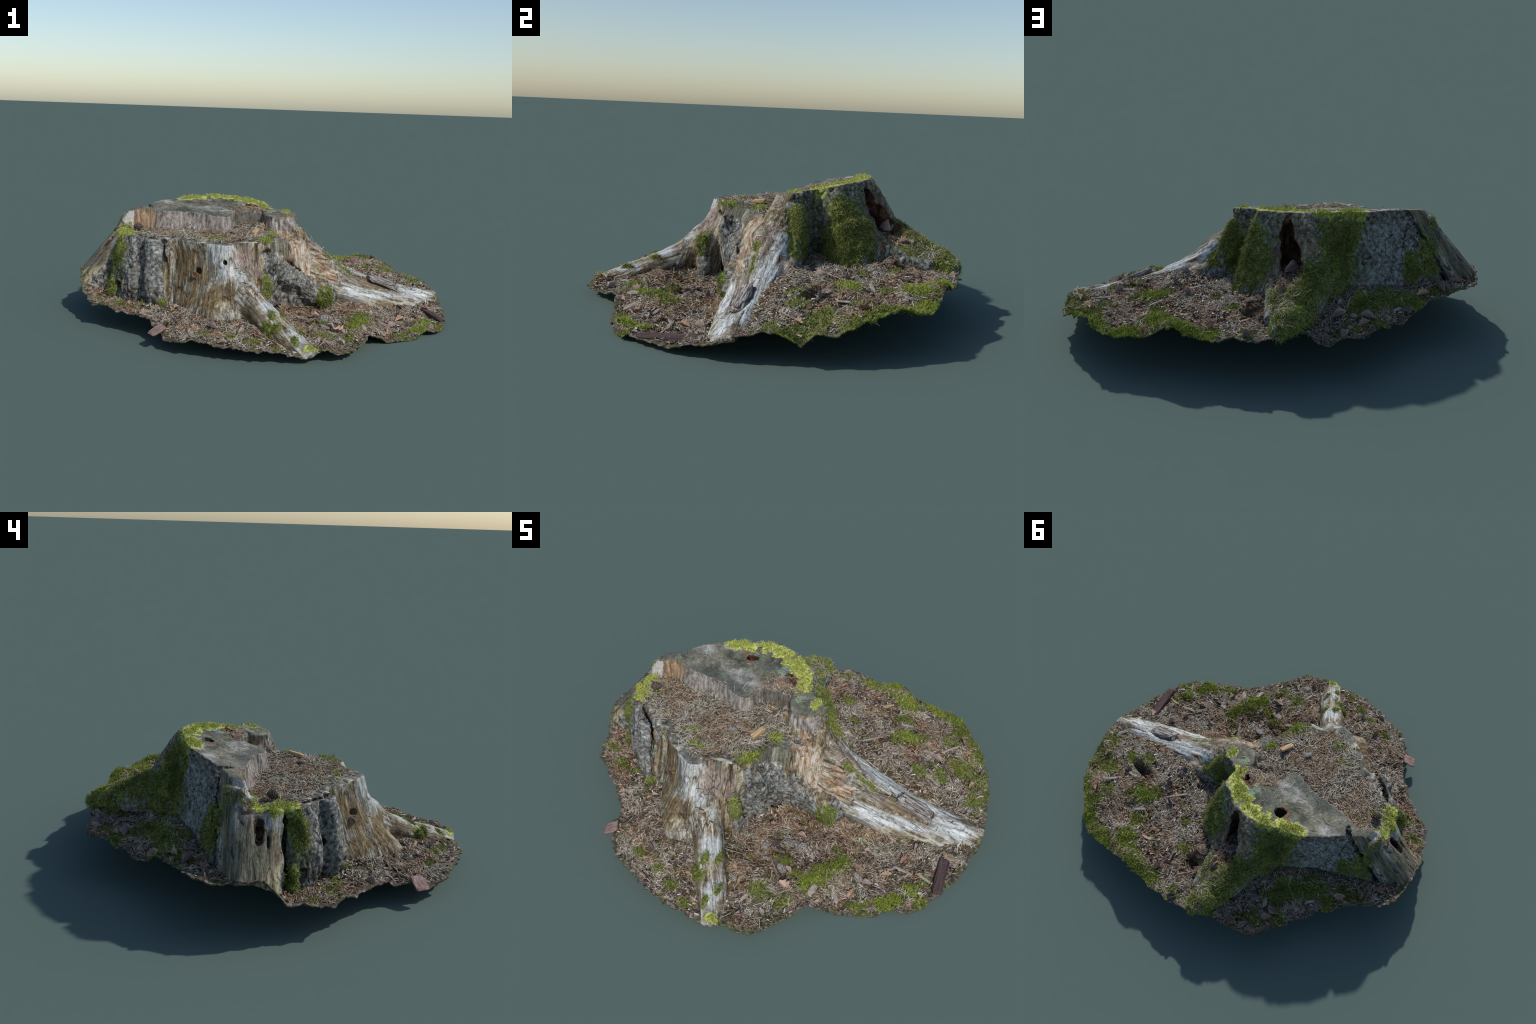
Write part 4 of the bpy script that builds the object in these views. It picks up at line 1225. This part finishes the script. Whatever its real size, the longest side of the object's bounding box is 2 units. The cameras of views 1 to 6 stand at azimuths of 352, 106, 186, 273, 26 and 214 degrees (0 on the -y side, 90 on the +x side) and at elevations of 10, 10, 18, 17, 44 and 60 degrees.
def place(name, mesh, loc, normal, turn, scale, tilt=.25):
    o = bpy.data.objects.new(name, mesh)
    bpy.context.scene.collection.objects.link(o)
    n = (Vector(normal) + Vector((random.gauss(0, tilt), random.gauss(0, tilt), 0))).normalized()
    head = Vector((math.cos(turn), math.sin(turn), 0))
    head = (head - n * head.dot(n)).normalized()
    side = n.cross(head)
    o.rotation_mode = "QUATERNION"
    o.rotation_quaternion = Matrix((head, side, n)).transposed().to_quaternion()
    o.location = Vector(loc)
    o.scale = scale if hasattr(scale, "__len__") else (scale,) * 3
    o.parent = thing
    return o


# leaves that can be told apart: (x, y, length, shape)
for x, y, L, k in [(.275, -.553, .07, 0), (.596, .42, .045, 3), (.16, -.797, .035, 1), (-.222, -.726, .035, 1), (-.316, -.794, .04, 1), (.43, -.565, .04, 0),
                   (.50, .40, .05, 2), (.55, .37, .055, 0), (.66, .38, .05, 1), (.60, .46, .05, 3), (.75, .56, .06, 0), (.52, .64, .05, 2), (.33, .60, .06, 2),
                   (.19, .62, .05, 2), (.10, .70, .06, 2), (.03, .72, .06, 2), (-.02, .66, .05, 2), (.06, .80, .05, 2), (.16, .75, .05, 0), (.0, .84, .05, 1),
                   (-.483, .608, .06, 1), (-.52, .56, .06, 3), (-.47, .66, .05, 0), (-.55, .50, .05, 2), (-.724, .364, .06, 0), (-.66, .46, .05, 1), (-.36, .60, .06, 1),
                   (-.33, .70, .06, 3), (-.31, .78, .05, 1), (-.80, .30, .06, 1), (-.62, .30, .05, 2), (-.30, .64, .05, 2), (-.40, .76, .05, 1), (-.88, .24, .05, 0),
                   (.12, -.23, .05, 2), (.17, -.20, .05, 0), (.07, -.24, .045, 0), (.22, -.24, .05, 1), (.05, -.27, .04, 1), (.70, -.16, .05, 0), (.60, -.36, .045, 1),
                   (.66, -.28, .05, 0), (.55, -.44, .045, 0), (.32, -.34, .045, 3), (.25, -.46, .04, 1), (-.45, -.66, .06, 2), (-.72, -.32, .05, 2), (-.55, -.50, .05, 2),
                   (-.35, -.66, .045, 1), (.48, .26, .04, 2), (.42, .33, .045, 1), (.80, .24, .05, 2), (.86, .34, .05, 0), (.34, .42, .04, 1), (.24, .40, .045, 2),
                   (.88, -.06, .05, 0), (.40, -.17, .045, 2), (.74, -.08, .045, 1), (-.86, -.17, .045, 2), (-.66, -.42, .05, 0), (-.05, -.80, .05, 2), (.24, -.72, .045, 1)]:
    p, n = frame_at(x, y)
    place("oak_leaf" if k in (0, 3) else "leaf", leaf_shapes[k], p + n * .006, n, random.uniform(0, 6.28), L * random.uniform(.9, 1.15), .3)
lost = 0
while lost < 60:
    a0, q0 = rng.random() * 2 * np.pi, math.sqrt(rng.random()) * .95
    rad = rim_radius(np.array([a0]))[0][0] * q0
    x, y = rad * math.cos(a0), rad * math.sin(a0)
    p, n = frame_at(x, y)
    if inside_body(np.array([x]), np.array([y]), np.array([p.z + .015]))[0] < .025:
        continue
    k = int(rng.integers(0, 4))
    place("oak_leaf" if k in (0, 3) else "leaf", leaf_shapes[k], p + n * .004, n, rng.random() * 6.28, rng.uniform(.02, .036), .3)
    lost += 1
# leaves drifted into the mouth of the cave
for x, y, z, L, k in [(-.15, .50, .365, .085, 1), (-.13, .56, .345, .05, 2), (-.11, .60, .325, .05, 0), (-.13, .63, .31, .05, 1), (-.10, .66, .295, .045, 3), (-.17, .45, .365, .06, 2)]:
    place("leaf", leaf_shapes[k], (x, y, z), (.1, .3, 1), random.uniform(0, 6.28), L, .35)


def chunk_mesh(name, seed, mat, rough=.25, square=.62):
    """A rough slab of unit length along x."""
    import bmesh
    bm = bmesh.new()
    bmesh.ops.create_icosphere(bm, subdivisions=4, radius=1)
    P = np.array([v.co[:] for v in bm.verts])
    P = np.sign(P) * np.abs(P) ** square
    d = rough * fbm(P * 1.6, seed, 4)
    P = P * (1 + d[:, None])
    for v, q in zip(bm.verts, P):
        v.co = q * .5
    me = bpy.data.meshes.new(name)
    bm.to_mesh(me)
    bm.free()
    me.materials.append(mat)
    for p in me.polygons:
        p.use_smooth = True
    return me


def chip_material(name, stops, k=.15, scale=9):
    m = Nodes(name, .9, .2)
    a = m.noise(m.along((1, 0, 0), k), scale, 5, .65)
    m.bump(a, .5, .05)
    return m.done(m.ramp(a, stops))


bark_chip_mat = chip_material("bark_scrap", [(.36, rgb(60, 53, 49)), (.48, rgb(128, 120, 114)), (.6, rgb(186, 182, 178))], .4, 9)
dark_bark_mat = chip_material("dark_bark_strip", [(.3, rgb(48, 38, 40)), (.5, rgb(84, 68, 68)), (.7, rgb(112, 92, 88))])
chip_mat = chip_material("fresh_wood_chip", [(.36, rgb(140, 108, 72)), (.5, rgb(196, 162, 118)), (.64, rgb(220, 200, 168))])
grey_wood_mat = chip_material("grey_wood_scrap", [(.3, rgb(108, 98, 88)), (.5, rgb(168, 158, 146)), (.7, rgb(206, 200, 190))])
pink_bark_mat = chip_material("pale_bark_piece", [(.3, rgb(112, 86, 80)), (.5, rgb(146, 120, 112)), (.7, rgb(178, 154, 148))], .5, 4)

place("bark_plate", chunk_mesh("bark_plate", 201, bark_chip_mat, .45, .4), (.665, .062, .170), (.36, -.25, 1), -.05, (.17, .07, .026), 0)
place("bark_strip", chunk_mesh("bark_strip", 202, dark_bark_mat, .22, .4), frame_at(.885, -.17)[0] + Vector((0, 0, .010)), (.25, 0, 1), -1.45, (.22, .05, .022), 0)
place("wood_chip", chunk_mesh("wood_chip", 203, chip_mat, .12, .3), (-.084, -.10, .470), (.1, -.2, 1), 1.15, (.075, .028, .016), 0)
place("bark_piece", chunk_mesh("bark_piece", 204, pink_bark_mat, .2, .35), (-.60, -.628, .088), (-.5, -.3, 1), 3.6, (.075, .062, .010), 0)
place("bark_piece", chunk_mesh("bark_piece", 205, bark_chip_mat, .3), (-.202, -.123, .468), (.2, .2, 1), .8, (.045, .026, .012), 0)
scrap = [chunk_mesh("bark_scrap", 210 + k, mt, .35) for k, mt in enumerate((bark_chip_mat, grey_wood_mat, dark_bark_mat, chip_mat))]
for x, y, L, w, k in [(.20, -.30, .085, .06, 0), (.25, -.32, .06, .05, 0), (.13, -.34, .05, .045, 2), (.09, -.38, .045, .04, 0), (.22, -.47, .05, .04, 0), (.17, -.36, .05, .04, 2),
                      (.49, -.49, .085, .028, 1), (.40, -.53, .06, .035, 1), (.36, -.25, .09, .02, 1), (.65, -.25, .08, .025, 1), (.72, -.22, .09, .02, 1), (.55, -.35, .05, .03, 0),
                      (.68, .46, .16, .018, 1), (.61, .40, .07, .02, 1), (.45, .55, .07, .018, 1), (.30, .66, .07, .02, 3), (-.60, .47, .07, .02, 1), (-.42, .60, .06, .03, 1),
                      (.33, .37, .12, .014, 1), (-.25, -.65, .06, .02, 3), (-.47, -.55, .05, .02, 1), (.05, -.63, .05, .025, 0), (.14, -.70, .06, .02, 1), (.83, -.22, .09, .018, 1),
                      (.9, .2, .05, .03, 0), (.14, -.45, .05, .03, 0)]:
    p, n = frame_at(x, y)
    place("bark_scrap" if k in (0, 2) else "wood_scrap", scrap[k], p + n * .003, n, random.uniform(0, 6.28) if L < .1 else .75, (L, w * .8, min(w * .45, .014)), .25)

# twigs
twig_mat = island_material("bare_twig", [(0, rgb(96, 80, 66)), (.5, rgb(142, 126, 110)), (1, rgb(186, 176, 160))])


def twig_mesh(seed):
    r = np.random.default_rng(seed)
    pts = np.cumsum(np.concatenate([[[-.5, 0, 0]], np.stack([np.full(8, .125), r.normal(0, .03, 8), r.normal(0, .02, 8)], -1)]), 0)
    n = 6
    V, F = [], []
    for k, p in enumerate(pts):
        w = .022 * (1 - .5 * k / 8)
        for e in range(n):
            V.append((p[0], p[1] + w * math.cos(e * 2 * math.pi / n), p[2] + w * math.sin(e * 2 * math.pi / n)))
    for k in range(len(pts) - 1):
        for e in range(n):
            F.append([k * n + e, k * n + (e + 1) % n, (k + 1) * n + (e + 1) % n, (k + 1) * n + e])
    F.append(list(range(n))[::-1])
    F.append([8 * n + e for e in range(n)])
    me = bpy.data.meshes.new("twig")
    me.from_pydata(V, [], F)
    me.materials.append(twig_mat)
    for p in me.polygons:
        p.use_smooth = True
    return me


twigs = [twig_mesh(300 + k) for k in range(5)]
count = 0
while count < 70:
    a, q = rng.random() * 2 * np.pi, math.sqrt(rng.random()) * .93
    rad = rim_radius(np.array([a]))[0][0] * q
    x, y = rad * math.cos(a), rad * math.sin(a)
    p, n = frame_at(x, y)
    if inside_body(np.array([x]), np.array([y]), np.array([p.z + .015]))[0] < .03:
        continue
    place("twig", twigs[count % 5], p + n * .008, n, rng.random() * 6.28, rng.uniform(.05, .11), .12)
    count += 1


# pine cone on the ledge
def cone_mesh():
    V, F = [], []

    def lump(c, r, out, size):
        k = len(V)
        o, s = np.array(out), np.cross(out, (1, 0, 0))
        s = s / (np.linalg.norm(s) + 1e-9)
        t = np.array((1, 0, 0))
        c = np.array(c)
        V.extend([tuple(c - s * size), tuple(c + s * size), tuple(c + t * size * 1.3 + o * size * .5), tuple(c - t * size * .6 + o * size * .9), tuple(c - t * size)])
        F.extend([(k, k + 3, k + 2), (k + 3, k + 1, k + 2), (k, k + 4, k + 3), (k + 4, k + 1, k + 3)])

    nu, nv = 18, 14
    for a in range(nu):
        t = a / (nu - 1)
        r = .36 * math.sin(math.pi * (.03 + .94 * t)) ** .75 * (1.1 - .35 * t)
        for b in range(nv):
            V.append((t - .5, r * math.cos(b * 2 * math.pi / nv), r * math.sin(b * 2 * math.pi / nv)))
    for a in range(nu - 1):
        for b in range(nv):
            F.append((a * nv + b, a * nv + (b + 1) % nv, (a + 1) * nv + (b + 1) % nv, (a + 1) * nv + b))
    for k in range(90):
        t = (k + .5) / 90
        an = k * 2.39996
        r = .36 * math.sin(math.pi * (.03 + .94 * t)) ** .75 * (1.1 - .35 * t)
        o = (0, math.cos(an), math.sin(an))
        lump((t - .5, r * o[1], r * o[2]), r, o, .085 * (1.1 - .5 * t))
    me = bpy.data.meshes.new("pine_cone")
    me.from_pydata(V, [], F)
    me.materials.append(chip_material("cone_scales", [(.3, rgb(46, 38, 34)), (.5, rgb(92, 80, 72)), (.7, rgb(140, 130, 122))], 1, 6))
    return me


place("pine_cone", cone_mesh(), (-.69, -.012, .474), (0, 0, 1), .7, .052, 0)

# nothing may hang below the ground plane
bpy.context.view_layer.update()
